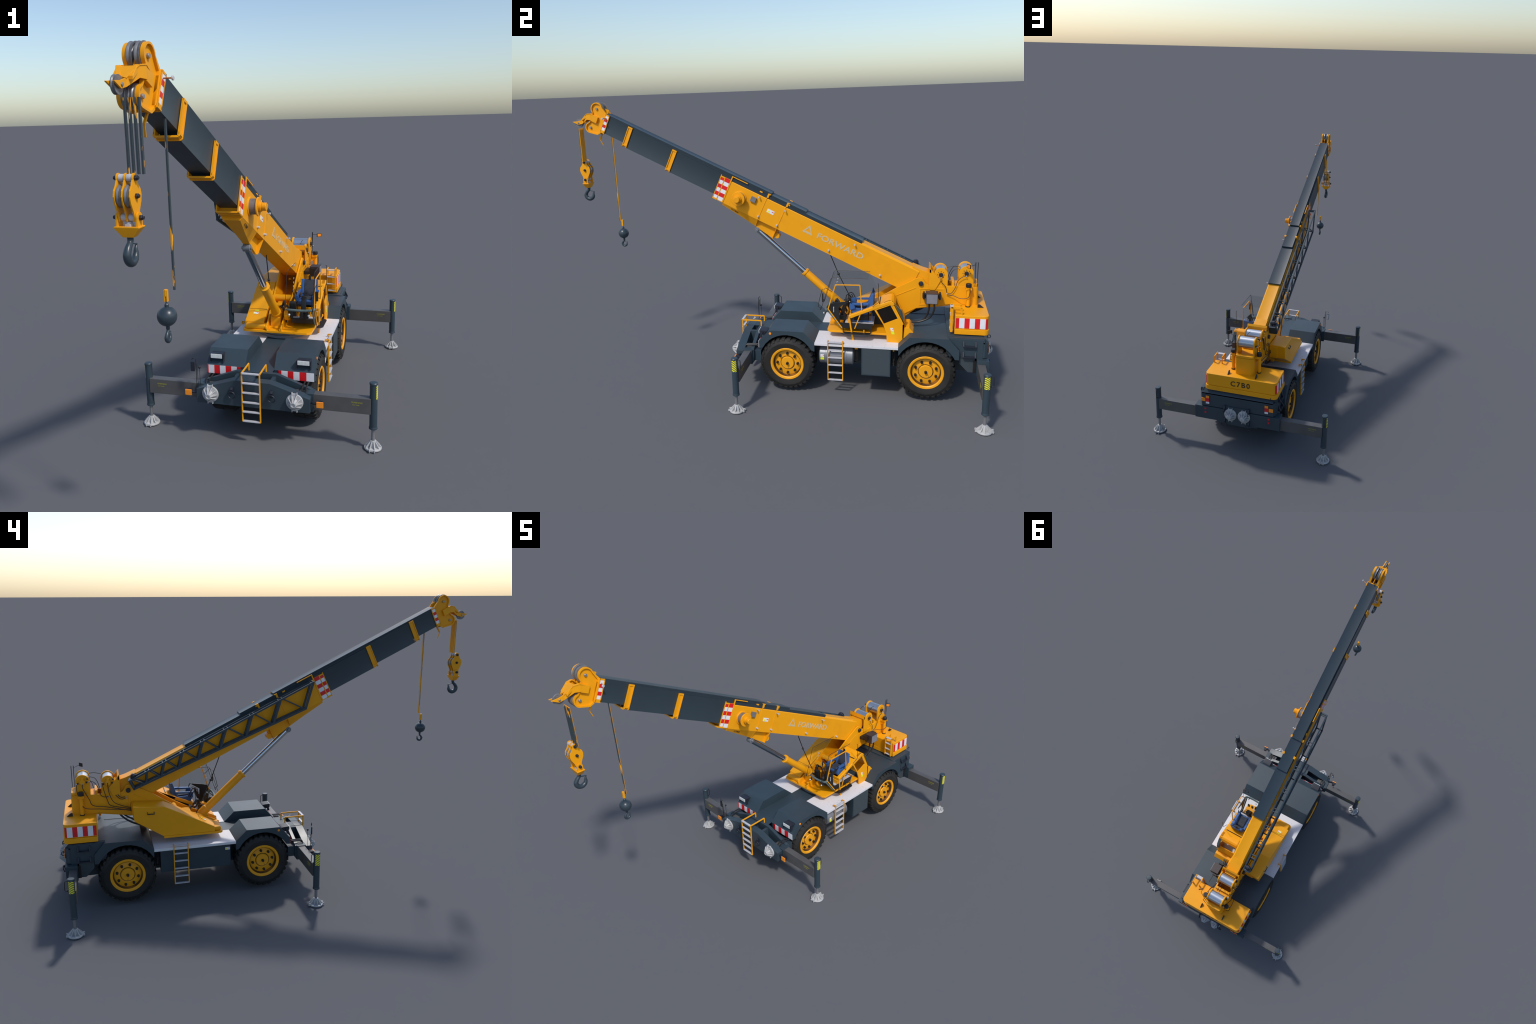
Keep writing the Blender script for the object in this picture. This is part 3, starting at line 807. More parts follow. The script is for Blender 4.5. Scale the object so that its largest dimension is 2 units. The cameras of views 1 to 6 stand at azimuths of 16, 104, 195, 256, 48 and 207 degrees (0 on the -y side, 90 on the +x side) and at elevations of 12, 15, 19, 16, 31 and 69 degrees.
# lift-cylinder foot ribs and bracket
bm = bm_new()
prism(bm, [(0.262, 0.286), (0.262, 0.300), (0.30, 0.318), (0.38, 0.352), (0.42, 0.36), (0.42, 0.286)], 'x', -0.0575, -0.0515, 0.001)
prism(bm, [(0.262, 0.286), (0.262, 0.300), (0.30, 0.318), (0.38, 0.352), (0.42, 0.36), (0.42, 0.286)], 'x', 0.0075, 0.0135, 0.001)
box(bm, -0.150, -0.058, 0.270, 0.31, 0.286, 0.306, 0.006, seg=3)
prism(bm, [(0.31, 0.286), (0.31, 0.33), (0.335, 0.345), (0.37, 0.33), (0.37, 0.286)], 'x', -0.046, -0.001, 0.001)
# cross tube seen between the plates
cyl(bm, (-0.064, 0.47, 0.372), (0.018, 0.47, 0.372), 0.016, seg=20)
box(bm, -0.064, 0.0, 0.395, 0.43, 0.33, 0.362, 0.003)
obj("cylinder_mount", bm, M_YEL, turret)
bm = bm_new()
tube(bm, [(-0.012, 0.372, 0.358), (-0.004, 0.352, 0.372), (0.004, 0.346, 0.350), (0.006, 0.345, 0.31)], 0.0042, 8, smooth=6)
tube(bm, [(-0.004, 0.375, 0.372), (0.006, 0.352, 0.392), (0.013, 0.344, 0.370), (0.014, 0.342, 0.30)], 0.0055, 8, smooth=6)
tube(bm, [(-0.03, 0.40, 0.35), (0.0, 0.385, 0.366), (0.03, 0.376, 0.352), (0.04, 0.37, 0.32)], 0.0035, 8, smooth=6)
obj("cylinder_hose", bm, M_BLACK, turret)

# rear pillar jacks on the counterweight
for x in (0.0455, -0.0865):
    bm = bm_new()
    cyl(bm, (x, 0.884, 0.398), (x, 0.884, 0.480), 0.0085, seg=20)
    cyl(bm, (x, 0.884, 0.478), (x, 0.884, 0.486), 0.012, 0.014, seg=20)
    s = 1 if x > 0 else -1
    xa, xb = (XR, x + 0.010) if x > 0 else (x - 0.010, XL)
    box(bm, xa, xb, 0.872, 0.898, 0.474, 0.483, 0.001)
    prism(bm, [(xa, 0.474), (xb, 0.474), (xa if x > 0 else xb, 0.448)], 'y', 0.876, 0.879, 0)
    o = obj("pillar_jack", bm, M_YEL, turret)
    bm = bm_new()
    cyl(bm, (x, 0.884, 0.485), (x, 0.884, 0.503), 0.0125, seg=20, bev=0.002)
    cyl(bm, (x, 0.884, 0.393), (x, 0.884, 0.399), 0.0105, seg=20)
    obj("jack_cap", bm, M_BLACK, o)

# ---------------- counterweight
bm = bm_new()
def cw_poly(x0, x1, y0, y1, r):
    return [(x0, y0), (x1, y0)] + arc(x1 - r, y1 - r, r, 0, 90, 6) + arc(x0 + r, y1 - r, r, 90, 180, 6)
prism(bm, cw_poly(-0.197, 0.163, 0.824, 0.965, 0.020), 'z', 0.332, 0.3945, 0.0025, seg=3)
prism(bm, cw_poly(-0.2005, 0.1665, 0.823, 0.9675, 0.022), 'z', 0.308, 0.3315, 0.0018)
cw = obj("counterweight", bm, M_YEL, turret)
for xx, sg in ((0.163, 1), (-0.197, -1)):
    bounds = [0.8285, 0.841, 0.863, 0.885, 0.907, 0.929, 0.951, 0.960] if True else 0
    bounds = [0.8275, 0.8415, 0.8635, 0.8845, 0.9065, 0.9275, 0.9505, 0.9600]
    def put(bm, a, b, mi, xx=xx, sg=sg):
        # follow the rounded rear corner at the last tile
        prism(bm, [(a, 0.3365), (b, 0.3365), (b, 0.3820), (a, 0.3820)], lambda u, v, w: Vector((xx + sg * (w - (0.020 - math.sqrt(max(0.0, 0.02 ** 2 - max(0.0, u - 0.945) ** 2)))), u, v)), -0.0006, 0.0012, 0, mi)
    bb = []
    for a, b in zip(bounds, bounds[1:]): bb.append((a, b))
    bm2 = bm_new()
    for i, (a, b) in enumerate(bb):
        parts = 1 if b < 0.946 else 4
        for q in range(parts):
            put(bm2, a + (b - a) * q / parts, a + (b - a) * (q + 1) / parts, i % 2)
    obj("reflective_panel", bm2, [M_RED, M_WHITE], cw)
lettering("C7B0", 0.037, lambda u, v, w: Vector((0.0335 - u, 0.9654 + w, 0.3465 + v)), M_BROWN, "lettering", cw, 0.0006, 1.28)
for x in (0.051, -0.088):
    bm = bm_new()
    prism(bm, [(0.925, 0.3945), (0.952, 0.3945), (0.936, 0.4085), (0.929, 0.4105), (0.925, 0.407)], 'x', x - 0.0028, x + 0.0028, 0.0008)
    obj("lifting_eye", bm, M_BLACK, cw)
# ladder on the counterweight front
bm = bm_new()
for x in (0.1175, 0.158):
    bar(bm, (x, 0.810, 0.315), (x, 0.810, 0.430), 0.0045, 0.011, (1, 0, 0))
    bar(bm, (x, 0.806, 0.4275), (x, 0.852, 0.4275), 0.0045, 0.007, (1, 0, 0))
    bar(bm, (x, 0.851, 0.4275), (x, 0.851, 0.3945), 0.0045, 0.007, (1, 0, 0))
cl = obj("counterweight_ladder", bm, M_YEL, cw)
bm = bm_new()
for z in (0.323, 0.356, 0.391, 0.426): box(bm, 0.119, 0.1565, 0.803, 0.818, z - 0.0015, z + 0.0015, 0.0004)
obj("tread", bm, M_STEP, cl)

# ---------------- winches
def winch(y, zc, r, zbase):
    bm = bm_new()
    for x0, x1 in ((XR - 0.0085, XR - 0.0015), (XL + 0.0015, XL + 0.0085)):
        pr = [(y - r, zbase), (y + r, zbase)] + arc(y, zc, r, 0, 180, 20)
        prism(bm, pr, 'x', x0, x1, 0.001)
    # hub boss on the left
    cyl(bm, (XL - 0.010, y, zc), (XL + 0.003, y, zc), 0.0115, seg=16, bev=0.001)
    box(bm, XL - 0.008, XL + 0.002, y - 0.006, y + 0.006, zc - 0.014, zc + 0.018, 0.001)
    w = obj("winch", bm, M_YEL, turret)
    bm = bm_new()
    lathe(bm, [(0, 0), (r - 0.0045, 0), (r - 0.0045, XR - XL - 0.016), (0, XR - XL - 0.016)], (XL + 0.008, y, zc), (1, 0, 0), 48)
    obj("rope_drum", bm, M_WOUND, w)
    bm = bm_new()
    cyl(bm, (XR - 0.002, y, zc), (XR + 0.006, y, zc), 0.0095, seg=20, bev=0.001)
    for i in range(8):
        a = 2 * math.pi * i / 8
        cyl(bm, (XR - 0.002, y + 0.0155 * math.cos(a), zc + 0.0155 * math.sin(a)), (XR + 0.0005, y + 0.0155 * math.cos(a), zc + 0.0155 * math.sin(a)), 0.0016, seg=8)
    for dy, dz in ((-0.022, 0.014), (-0.018, -0.002), (0.02, -0.006), (0.0, -0.012)):
        cyl(bm, (XL - 0.007, y + dy, zc + dz), (XL + 0.003, y + dy, zc + dz), 0.0035, seg=8)
    obj("winch_motor", bm, M_NAVY, w)
winch(0.874, 0.5435, 0.0315, 0.478)
winch(0.7645, 0.5335, 0.0305, 0.478)

# cheek shields beside the front winch
bm = bm_new()
for sg in (1, -1):
    x0 = XC + sg * 0.0515; x1 = XC + sg * 0.0475
    prism(bm, [(0.7130, 0.566), (0.764, 0.507), (0.7435, 0.466), (0.739, 0.461), (0.718, 0.461), (0.7135, 0.467)], 'x', *sorted((x0, x1)), 0.0015)
prism(bm, [(0.712, 0.545), (0.7145, 0.567), (0.722, 0.558), (0.722, 0.540)], 'x', XC - 0.0515, XC + 0.0515, 0.0008)
obj("winch_shield", bm, M_YEL, turret)

# work light / heater box on the right
bm = bm_new()
box(bm, 0.052, 0.099, 0.700, 0.753, 0.417, 0.466, 0.0015)
hb = obj("heater_box", bm, M_HEATER, turret)
bm = bm_new(); box(bm, 0.0988, 0.1003, 0.703, 0.750, 0.420, 0.4625, 0)
obj("heater_mesh", bm, M_HGRILLE, hb)
bm = bm_new()
for y in (0.688, 0.758): box(bm, 0.052, 0.078, y, y + 0.008, 0.432, 0.462, 0.001)
box(bm, 0.025, 0.054, 0.686, 0.768, 0.430, 0.446, 0.001)
for x, dy in ((0.075, 0.0), (0.085, 0.022)):
    tube(bm, [(x, 0.716 + dy, 0.418), (x, 0.715 + dy, 0.385), (x - 0.005, 0.704 + dy * 0.7, 0.348), (x - 0.005, 0.680, 0.325 + dy * 0.1), (x, 0.640, 0.322)], 0.0042, 8, smooth=6)
obj("heater_hose", bm, M_BLACK, hb)

# long reach mirror on a loop pole
bm = bm_new()
tube(bm, [(0.023, 0.922, 0.485), (0.026, 0.921, 0.596), (0.026, 0.911, 0.596), (0.023, 0.912, 0.485)], 0.0012, 6)
tube(bm, [(0.026, 0.911, 0.586), (0.05, 0.897, 0.587), (0.060, 0.886, 0.588)], 0.0012, 6)
mp_ = obj("signal_pole", bm, M_BLACK, turret)
R3 = Matrix.Rotation(math.radians(38), 3, 'Z')
bm = bm_new(); obox(bm, Vector((0.066, 0.879, 0.588)), (0.024, 0.003, 0.018), R3, 0.0006)
obj("mirror_housing", bm, M_BLACK, mp_)
bm = bm_new(); obox(bm, Vector((0.066, 0.879, 0.588)) + R3 @ Vector((0, -0.0022, 0)), (0.018, 0.0012, 0.013), R3, 0)
obj("amber_panel", bm, M_AMBER, mp_)

# hydraulic hoses
bm = bm_new()
hs = [
    [(0.034, 0.765, 0.524), (0.036, 0.766, 0.505), (0.033, 0.785, 0.482), (0.032, 0.790, 0.462), (0.032, 0.793, 0.452)],
    [(0.036, 0.872, 0.534), (0.036, 0.858, 0.530), (0.036, 0.838, 0.512), (0.034, 0.828, 0.478), (0.034, 0.812, 0.452), (0.034, 0.794, 0.448)],
    [(0.034, 0.795, 0.445), (0.042, 0.822, 0.442), (0.052, 0.850, 0.434), (0.060, 0.880, 0.440), (0.060, 0.889, 0.462), (0.056, 0.888, 0.492)],
    [(-0.01, 0.792, 0.560), (-0.01, 0.82, 0.566), (-0.01, 0.845, 0.566)],
    [(-0.02, 0.800, 0.482), (-0.02, 0.808, 0.52), (-0.02, 0.822, 0.545), (-0.02, 0.846, 0.552)],
]
for h in hs: tube(bm, h, 0.0014, 6, smooth=6)
xl = -0.079
hl_ = [
    [(xl, 0.899, 0.537), (xl - 0.004, 0.899, 0.50), (xl - 0.006, 0.885, 0.455), (xl - 0.020, 0.868, 0.430), (xl - 0.012, 0.80, 0.418), (xl - 0.006, 0.70, 0.404), (xl - 0.003, 0.655, 0.396)],
    [(xl, 0.875, 0.537), (xl - 0.004, 0.873, 0.515), (xl - 0.004, 0.85, 0.465), (xl - 0.004, 0.835, 0.435), (xl - 0.004, 0.78, 0.424), (xl - 0.003, 0.655, 0.392)],
    [(xl, 0.790, 0.537), (xl - 0.003, 0.785, 0.505), (xl - 0.003, 0.772, 0.455), (xl - 0.003, 0.758, 0.428), (xl - 0.003, 0.70, 0.412), (xl - 0.003, 0.655, 0.400)],
    [(xl, 0.767, 0.537), (xl - 0.003, 0.763, 0.49), (xl - 0.003, 0.748, 0.448), (xl - 0.003, 0.72, 0.428), (xl - 0.003, 0.655, 0.404)],
    [(xl, 0.845, 0.545), (xl - 0.004, 0.825, 0.543), (xl - 0.004, 0.808, 0.515), (xl - 0.004, 0.798, 0.480), (xl - 0.002, 0.782, 0.470), (xl, 0.766, 0.470)],
    [(xl, 0.725, 0.476), (xl - 0.002, 0.712, 0.463), (xl, 0.692, 0.462)],
    [(xl, 0.735, 0.474), (xl - 0.002, 0.714, 0.455), (xl, 0.692, 0.454)],
    [(-0.05, 0.73, 0.385), (-0.055, 0.70, 0.352), (-0.06, 0.655, 0.325), (-0.06, 0.60, 0.31)],
]
for h in hl_[:-1]: tube(bm, h, 0.0016, 6, smooth=6)
tube(bm, hl_[-1], 0.0045, 8, smooth=6)
tube(bm, [(-0.03, 0.72, 0.38), (-0.035, 0.69, 0.355), (-0.05, 0.64, 0.33)], 0.0040, 8, smooth=6)
ho = obj("hydraulic_hose", bm, M_BLACK, turret)
bm = bm_new()
for p in ((0.034, 0.793, 0.448), (xl + 0.002, 0.764, 0.470), (xl + 0.002, 0.690, 0.462), (xl + 0.002, 0.690, 0.454), (0.034, 0.765, 0.522), (0.036, 0.873, 0.534), (-0.02, 0.846, 0.552),
          (xl, 0.899, 0.537), (xl, 0.875, 0.537), (xl, 0.790, 0.537), (xl, 0.767, 0.537), (xl, 0.845, 0.545)):
    sphere(bm, p, 0.0028, seg=10)
obj("hose_fitting", bm, M_STEP, ho)

# ================================================================== CAB
bm = bm_new()
CX0, CX1 = 0.036, 0.155
# sloping yellow rear shell (roof of the rear body)
shell = [(0.364, 0.356), (0.362, 0.366), (0.372, 0.371), (0.520, 0.434), (0.538, 0.4425), (0.552, 0.443), (0.562, 0.437), (0.566, 0.428), (0.556, 0.420), (0.540, 0.4265), (0.40, 0.366), (0.376, 0.3545)]
prism(bm, [(0.452, 0.398), (0.452, 0.4045)] + shell[3:10] + [(0.46, 0.392)], 'x', CX0, CX1 + 0.0015, 0.002, seg=3)
prism(bm, shell, 'x', CX1 - 0.018, CX1 + 0.002, 0.003, seg=3)
prism(bm, shell, 'x', CX0, CX0 + 0.010, 0.002)
box(bm, CX0, CX1 - 0.006, 0.364, 0.372, 0.352, 0.366, 0.001)
# side panel with window
side = [(0.474, 0.404), (0.480, 0.395), (0.518, 0.3315), (0.532, 0.290), (0.534, 0.2495), (0.587, 0.2475), (0.607, 0.272), (0.611, 0.340), (0.566, 0.428), (0.548, 0.434)]
win = [(0.4865, 0.3990), (0.548, 0.4245), (0.581, 0.3625), (0.521, 0.335)]
prism(bm, side, 'x', CX1 - 0.006, CX1, 0, holes=[win[::-1]])
# rear wall: window frame in the sloped part, solid below
def rw(u, v, w):   # u across x, v down the slope 0..1
    a = Vector((0, 0.566, 0.430)); b = Vector((0, 0.611, 0.340)); q = a.lerp(b, v)
    n = Vector((0, 0.090, 0.045)).normalized()
    return Vector((u, q.y, q.z)) - n * w
prism(bm, [(CX0, 0), (CX1, 0), (CX1, 1), (CX0, 1)], rw, 0, 0.004, 0, holes=[[(CX0 + 0.010, 0.10), (CX0 + 0.010, 0.62), (CX1 - 0.010, 0.62), (CX1 - 0.010, 0.10)]])
prism(bm, [(0.611, 0.340), (0.607, 0.272), (0.602, 0.266), (0.602, 0.336)], 'x', CX0, CX1, 0.0005)
# lower rear locker
prism(bm, [(0.606, 0.320), (0.632, 0.322), (0.652, 0.296), (0.656, 0.270), (0.606, 0.262)], 'x', CX0 + 0.004, CX1 - 0.002, 0.002)
# front post from beam to deck
prism(bm, [(0.3625, 0.362), (0.369, 0.362), (0.3765, 0.310), (0.388, 0.2475), (0.379, 0.2475), (0.370, 0.305)], 'x', CX1 - 0.005, CX1, 0.0005)
bar(bm, (CX1 - 0.003, 0.432, 0.300), (CX1 - 0.003, 0.432, 0.286), 0.004, 0.005, (1, 0, 0))
cab = obj("cab", bm, M_YEL, turret)
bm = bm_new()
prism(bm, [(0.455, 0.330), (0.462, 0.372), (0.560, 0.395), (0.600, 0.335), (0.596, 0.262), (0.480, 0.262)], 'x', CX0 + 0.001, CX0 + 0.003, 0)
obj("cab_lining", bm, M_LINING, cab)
# roof slot
bm = bm_new()
sd = Vector((0, 0.148, 0.063)).normalized(); nn = Vector((0, -sd.z, sd.y))
c = Vector(((CX0 + CX1) / 2, 0.500, 0.4258)) + nn * 0.0006
obox(bm, c, (0.098, 0.005, 0.002), Matrix((Vector((1, 0, 0)), sd, nn)).transposed(), 0.0004)
obj("roof_vent", bm, M_BLACK, cab)
label(cab, lambda u, v, d: Vector((CX1 + d, 0.550 + u + (0.022 - v) * 0.25, 0.288 + v)), 0.013, 0.030)
# door frame
bm = bm_new()
dx = CX1 - 0.002
dp = [(0.390, 0.304), (0.422, 0.393), (0.4135, 0.512), (0.3045, 0.510), (0.2705, 0.394), (0.333, 0.306)]
for a, b in zip(dp, dp[1:]):
    bar(bm, (dx, *a), (dx, *b), 0.004, 0.0046, (1, 0, 0))
df = obj("door_frame", bm, M_YEL, cab)
bm = bm_new()
prism(bm, [(0.2725, 0.395), (0.279, 0.418), (0.300, 0.424), (0.355, 0.432), (0.359, 0.428), (0.318, 0.402), (0.322, 0.345), (0.325, 0.330), (0.474, 0.330), (0.462, 0.303), (0.334, 0.305)], 'x', dx - 0.005, dx - 0.0005, 0.0005)
obj("door_skin", bm, M_BLACK, cab)
bm = bm_new()
tube(bm, [(dx, 0.296, 0.405), (dx + 0.002, 0.296, 0.403), (dx + 0.002, 0.296, 0.382), (dx, 0.296, 0.380)], 0.0018, 6)
obj("door_handle", bm, M_STEP, cab)
# floor and under-floor
bm = bm_new(); box(bm, CX0 + 0.002, dx - 0.006, 0.345, 0.474, 0.322, 0.327, 0.001)
obj("cab_floor", bm, M_STEP, cab)
bm = bm_new()
box(bm, CX0 + 0.004, dx - 0.0055, 0.335, 0.464, 0.303, 0.3215, 0.001)
prism(bm, [(0.276, 0.388), (0.285, 0.39), (0.345, 0.327), (0.336, 0.322)], 'x', CX0, CX0 + 0.008, 0)
obj("cab_underfloor", bm, M_BLACK, cab)
# entry step
bm = bm_new()
prism(bm, [(0.150, 0.336), (0.170, 0.345), (0.176, 0.355), (0.176, 0.448), (0.170, 0.458), (0.150, 0.464)], 'z', 0.2845, 0.2875, 0.0006)
for y in (0.338, 0.462): bar(bm, (0.151, y, 0.2845), (0.151, y, 0.305), 0.002, 0.004, (1, 0, 0))
obj("entry_step", bm, M_BLACK, cab)
# glass seams, panes
bm = bm_new()
for x in (CX0, CX1 - 0.003):
    tube(bm, [(x, 0.233, 0.400), (x, 0.236, 0.388), (x, 0.247, 0.420), (x, 0.2835, 0.536), (x, 0.289, 0.5425), (x, 0.450, 0.5425)], 0.00105, 6)
tube(bm, [(CX1 + 0.004, 0.470, 0.415), (CX1 + 0.012, 0.497, 0.44), (CX1 + 0.013, 0.4955, 0.524), (CX1 + 0.007, 0.493, 0.527)], 0.0011, 6)
tube(bm, [(0.155, 0.238, 0.398), (0.156, 0.225, 0.404), (0.157, 0.232, 0.440), (0.160, 0.246, 0.49)], 0.0013, 6)
tube(bm, [(0.152, 0.29, 0.475), (0.165, 0.262, 0.498), (0.168, 0.252, 0.488)], 0.0011, 6)
obj("seal_strip", bm, M_BLACK, cab)
bm = bm_new(); box(bm, 0.161, 0.1735, 0.246, 0.251, 0.432, 0.472, 0.001)
obj("mirror_housing", bm, M_BLACK, cab)
bm = bm_new()
prism(bm, [(0.262, 0.386), (0.289, 0.538), (0.2905, 0.538), (0.2635, 0.386)], 'x', CX0, CX1 - 0.002, 0)
prism(bm, [(0.291, 0.5408), (0.450, 0.5408), (0.450, 0.5420), (0.291, 0.5420)], 'x', CX0, CX1 - 0.002, 0)
prism(bm, [(0.274, 0.396), (0.307, 0.507), (0.411, 0.509), (0.4195, 0.396), (0.36, 0.43)], 'x', dx - 0.0008, dx, 0)
prism(bm, [(0.274, 0.396), (0.300, 0.538), (0.450, 0.538), (0.50, 0.43), (0.36, 0.38)], 'x', CX0, CX0 + 0.0008, 0)
obj("window_pane", bm, M_GLASS, cab)
bm = bm_new()
M_TINT = paint("teal_window", (0.05, 0.075, 0.075), (0.045, 0.068, 0.068), 10, 0.12)
prism(bm, [(0.5665, 0.432), (0.5945, 0.398), (0.598, 0.376), (0.569, 0.428)], 'x', CX1 - 0.002, CX1 + 0.0012, 0)
prism(bm, [(0.562, 0.434), (0.602, 0.352), (0.605, 0.362), (0.600, 0.398)], 'x', CX1 - 0.014, CX1 - 0.0015, 0)
obj("rear_window", bm, M_TINT, cab)
# front lower bar, lamps
bm = bm_new()
tube(bm, [(CX0, 0.274, 0.382), (0.050, 0.262, 0.384), (0.10, 0.256, 0.385), (0.145, 0.260, 0.387), (0.154, 0.268, 0.392)], 0.0052, 10, smooth=5)
prism(bm, [(0.262, 0.386), (0.270, 0.392), (0.332, 0.306), (0.326, 0.304)], 'x', CX1 - 0.013, CX1 - 0.007, 0.0008)
obj("windscreen_bar", bm, M_BARTEAL, cab)
for x in (0.051, 0.133):
    bm = bm_new()
    tube(bm, [(x, 0.270, 0.378), (x, 0.256, 0.369)], 0.002, 6)
    cyl(bm, (x, 0.257, 0.367), (x, 0.2505, 0.367), 0.0035, 0.0052, 12)
    o = obj("work_lamp", bm, M_BLACK, cab)
    bm = bm_new(); sphere(bm, (x, 0.2495, 0.367), 0.0046, seg=14); obj("work_lamp_lens", bm, M_LAMP, o)
# seat
bm = bm_new()
def seat_map(cx):
    return lambda u, v, w: Vector((cx + w, u, v))
prism(bm, [(0.372, 0.376), (0.368, 0.392), (0.374, 0.398), (0.440, 0.394), (0.452, 0.380), (0.445, 0.366), (0.385, 0.368)], 'x', 0.062, 0.132, 0.003)
for x0, x1 in ((0.060, 0.074), (0.120, 0.134)):     # side bolsters of the backrest
    prism(bm, [(0.436, 0.386), (0.452, 0.436), (0.464, 0.468), (0.474, 0.464), (0.472, 0.42), (0.462, 0.376)], 'x', x0, x1, 0.003)
    prism(bm, [(0.384, 0.412), (0.384, 0.4195), (0.452, 0.424), (0.452, 0.414)], 'x', x0 - 0.008 if x0 < 0.1 else x0 + 0.006, x0 + 0.002 if x0 < 0.1 else x1 + 0.008, 0.002)
    prism(bm, [(0.366, 0.388), (0.366, 0.418), (0.386, 0.420), (0.392, 0.398)], 'x', x0 - 0.008 if x0 < 0.1 else x0 + 0.006, x0 + 0.004 if x0 < 0.1 else x1 + 0.008, 0.002)
prism(bm, [(0.452, 0.380), (0.462, 0.430), (0.472, 0.466), (0.477, 0.462), (0.474, 0.42), (0.464, 0.374)], 'x', 0.072, 0.122, 0.002)
bar(bm, (0.128, 0.376, 0.334), (0.128, 0.466, 0.334), 0.003, 0.003); bar(bm, (0.128, 0.466, 0.334), (0.128, 0.466, 0.376), 0.003, 0.003)
seat = obj("seat", bm, M_BLUE, cab)
bm = bm_new()
prism(bm, [(0.377, 0.3985), (0.382, 0.4035), (0.435, 0.400), (0.442, 0.394)], 'x', 0.074, 0.120, 0.002)
prism(bm, [(0.4415, 0.400), (0.455, 0.440), (0.466, 0.466), (0.470, 0.464), (0.462, 0.43), (0.452, 0.385)], 'x', 0.0745, 0.1195, 0.002)
obj("seat_cushion", bm, M_CUSH, seat)
bm = bm_new()
box(bm, 0.075, 0.124, 0.385, 0.450, 0.328, 0.367, 0.002)
prism(bm, [(0.464, 0.462), (0.467, 0.484), (0.470, 0.484), (0.476, 0.462)], 'x', 0.092, 0.102, 0.0008)
for x in (0.056, 0.140):
    tube(bm, [(x, 0.374, 0.420), (x, 0.370, 0.432), (x, 0.364, 0.436)], 0.0022, 8)
obj("seat_base", bm, M_BLACK, seat)
# steering column, wheel, console, pedals
bm = bm_new()
torus(bm, (0.0945, 0.352, 0.4245), (0, -0.35, 1), 0.0165, 0.0016, 24, 6)
for a in (0, 120, 240):
    q = math.radians(a); bar(bm, (0.0945, 0.352, 0.423), (0.0945 + 0.016 * math.cos(q), 0.352 + 0.0155 * math.sin(q), 0.4245 + 0.0055 * math.sin(q)), 0.002, 0.0015, (0, 0, 1), 0)
obj("steering_wheel", bm, M_BLACK, cab)
bm = bm_new()
prism(bm, [(0.348, 0.423), (0.356, 0.418), (0.345, 0.385), (0.330, 0.352), (0.322, 0.352), (0.328, 0.388)], 'x', 0.084, 0.105, 0.003)
box(bm, 0.080, 0.112, 0.316, 0.345, 0.327, 0.352, 0.003)
prism(bm, [(0.290, 0.405), (0.300, 0.412), (0.312, 0.395), (0.310, 0.345), (0.298, 0.345), (0.292, 0.385)], 'x', 0.042, 0.070, 0.002)
for x in (0.058, 0.066, 0.128):
    tube(bm, [(x, 0.345, 0.345), (x, 0.342, 0.375), (x, 0.350, 0.398)], 0.0016, 6)
for x in (0.052, 0.094, 0.118): box(bm, x - 0.006, x + 0.006, 0.290, 0.297, 0.340, 0.375, 0.001)
tube(bm, [(0.05, 0.38, 0.395), (0.045, 0.36, 0.425), (0.05, 0.345, 0.43), (0.056, 0.34, 0.41)], 0.0022, 6, smooth=5)
tube(bm, [(0.044, 0.39, 0.40), (0.04, 0.372, 0.435), (0.046, 0.355, 0.437), (0.05, 0.35, 0.41)], 0.0022, 6, smooth=5)
obj("control_console", bm, M_BLACK, cab)
bm = bm_new()
lathe(bm, [(0.020, 0), (0.026, 0.003), (0.027, 0.02), (0.022, 0.022), (0.02, 0.0)], (0.014, 0.325, 0.345), (1, 0, 0), 28)
box(bm, 0.045, 0.15, 0.36, 0.366, 0.327, 0.350, 0.001)
obj("hose_reel", bm, M_YEL, cab)
bm = bm_new()
for z, y in ((0.512, 0.308), (0.495, 0.304), (0.480, 0.300)):
    tube(bm, [(0.060, y, z), (0.060, y - 0.004, z), (0.060, y - 0.004, z - 0.006)], 0.0014, 6)
obj("grab_bracket", bm, M_STEP, cab)

# ================================================================== BOOM
def hexa(dst, x0, x1, s0, s1, h0, h1, bev=0.002, mi=0, seg=2):
    prism(dst, [(s0, h0), (s1, h0), (s1, h1), (s0, h1)], 'b', x0, x1, bev, mi, seg=seg)

bm = bm_new()
HW = 0.0365
# base section box with bevelled top edges
def bent_normal_box(name, mat, parent, hw, hb, ht, s0, s1, cham, sides=True, k=0.13):
    """flat box in the boom frame; normals bent inward to draw a top highlight and side gradient"""
    pts = [(XC - hw, hb), (XC + hw, hb), (XC + hw, ht - cham * 1.1), (XC + hw - cham, ht), (XC - hw + cham, ht), (XC - hw, ht - cham * 1.1)]
    if cham == 0: pts = [pts[0], pts[1], pts[2], pts[4]]
    poly = []
    for a, b in zip(pts, pts[1:] + pts[:1]):
        n = 8 if math.hypot(b[0] - a[0], b[1] - a[1]) > 0.03 else 1
        poly += [(a[0] + (b[0] - a[0]) * t / n, a[1] + (b[1] - a[1]) * t / n) for t in range(n)]
    bm = bm_new(); prism(bm, poly, 's', s0, s1, 0)
    o = obj(name, bm, mat, parent, 32, False)
    me = o.data
    X, U = Vector((1, 0, 0)), Vector((0, SA, CA))
    O = Vector((0, 0.493, 0.520)); nrm = [None] * len(me.loops)
    for pl in me.polygons:
        fn = pl.normal.copy()
        for li in pl.loop_indices:
            v = me.vertices[me.loops[li].vertex_index].co
            t = (v.x - XC) / hw; q = 2 * ((v - O).dot(U) - hb) / (ht - hb) - 1
            n = fn
            if fn.dot(U) > 0.95: n = (fn - X * (t * k)).normalized()
            elif sides and abs(fn.x) > 0.95: n = (fn - U * (q * k)).normalized()
            nrm[li] = n
    me.normals_split_custom_set(nrm)
    return o
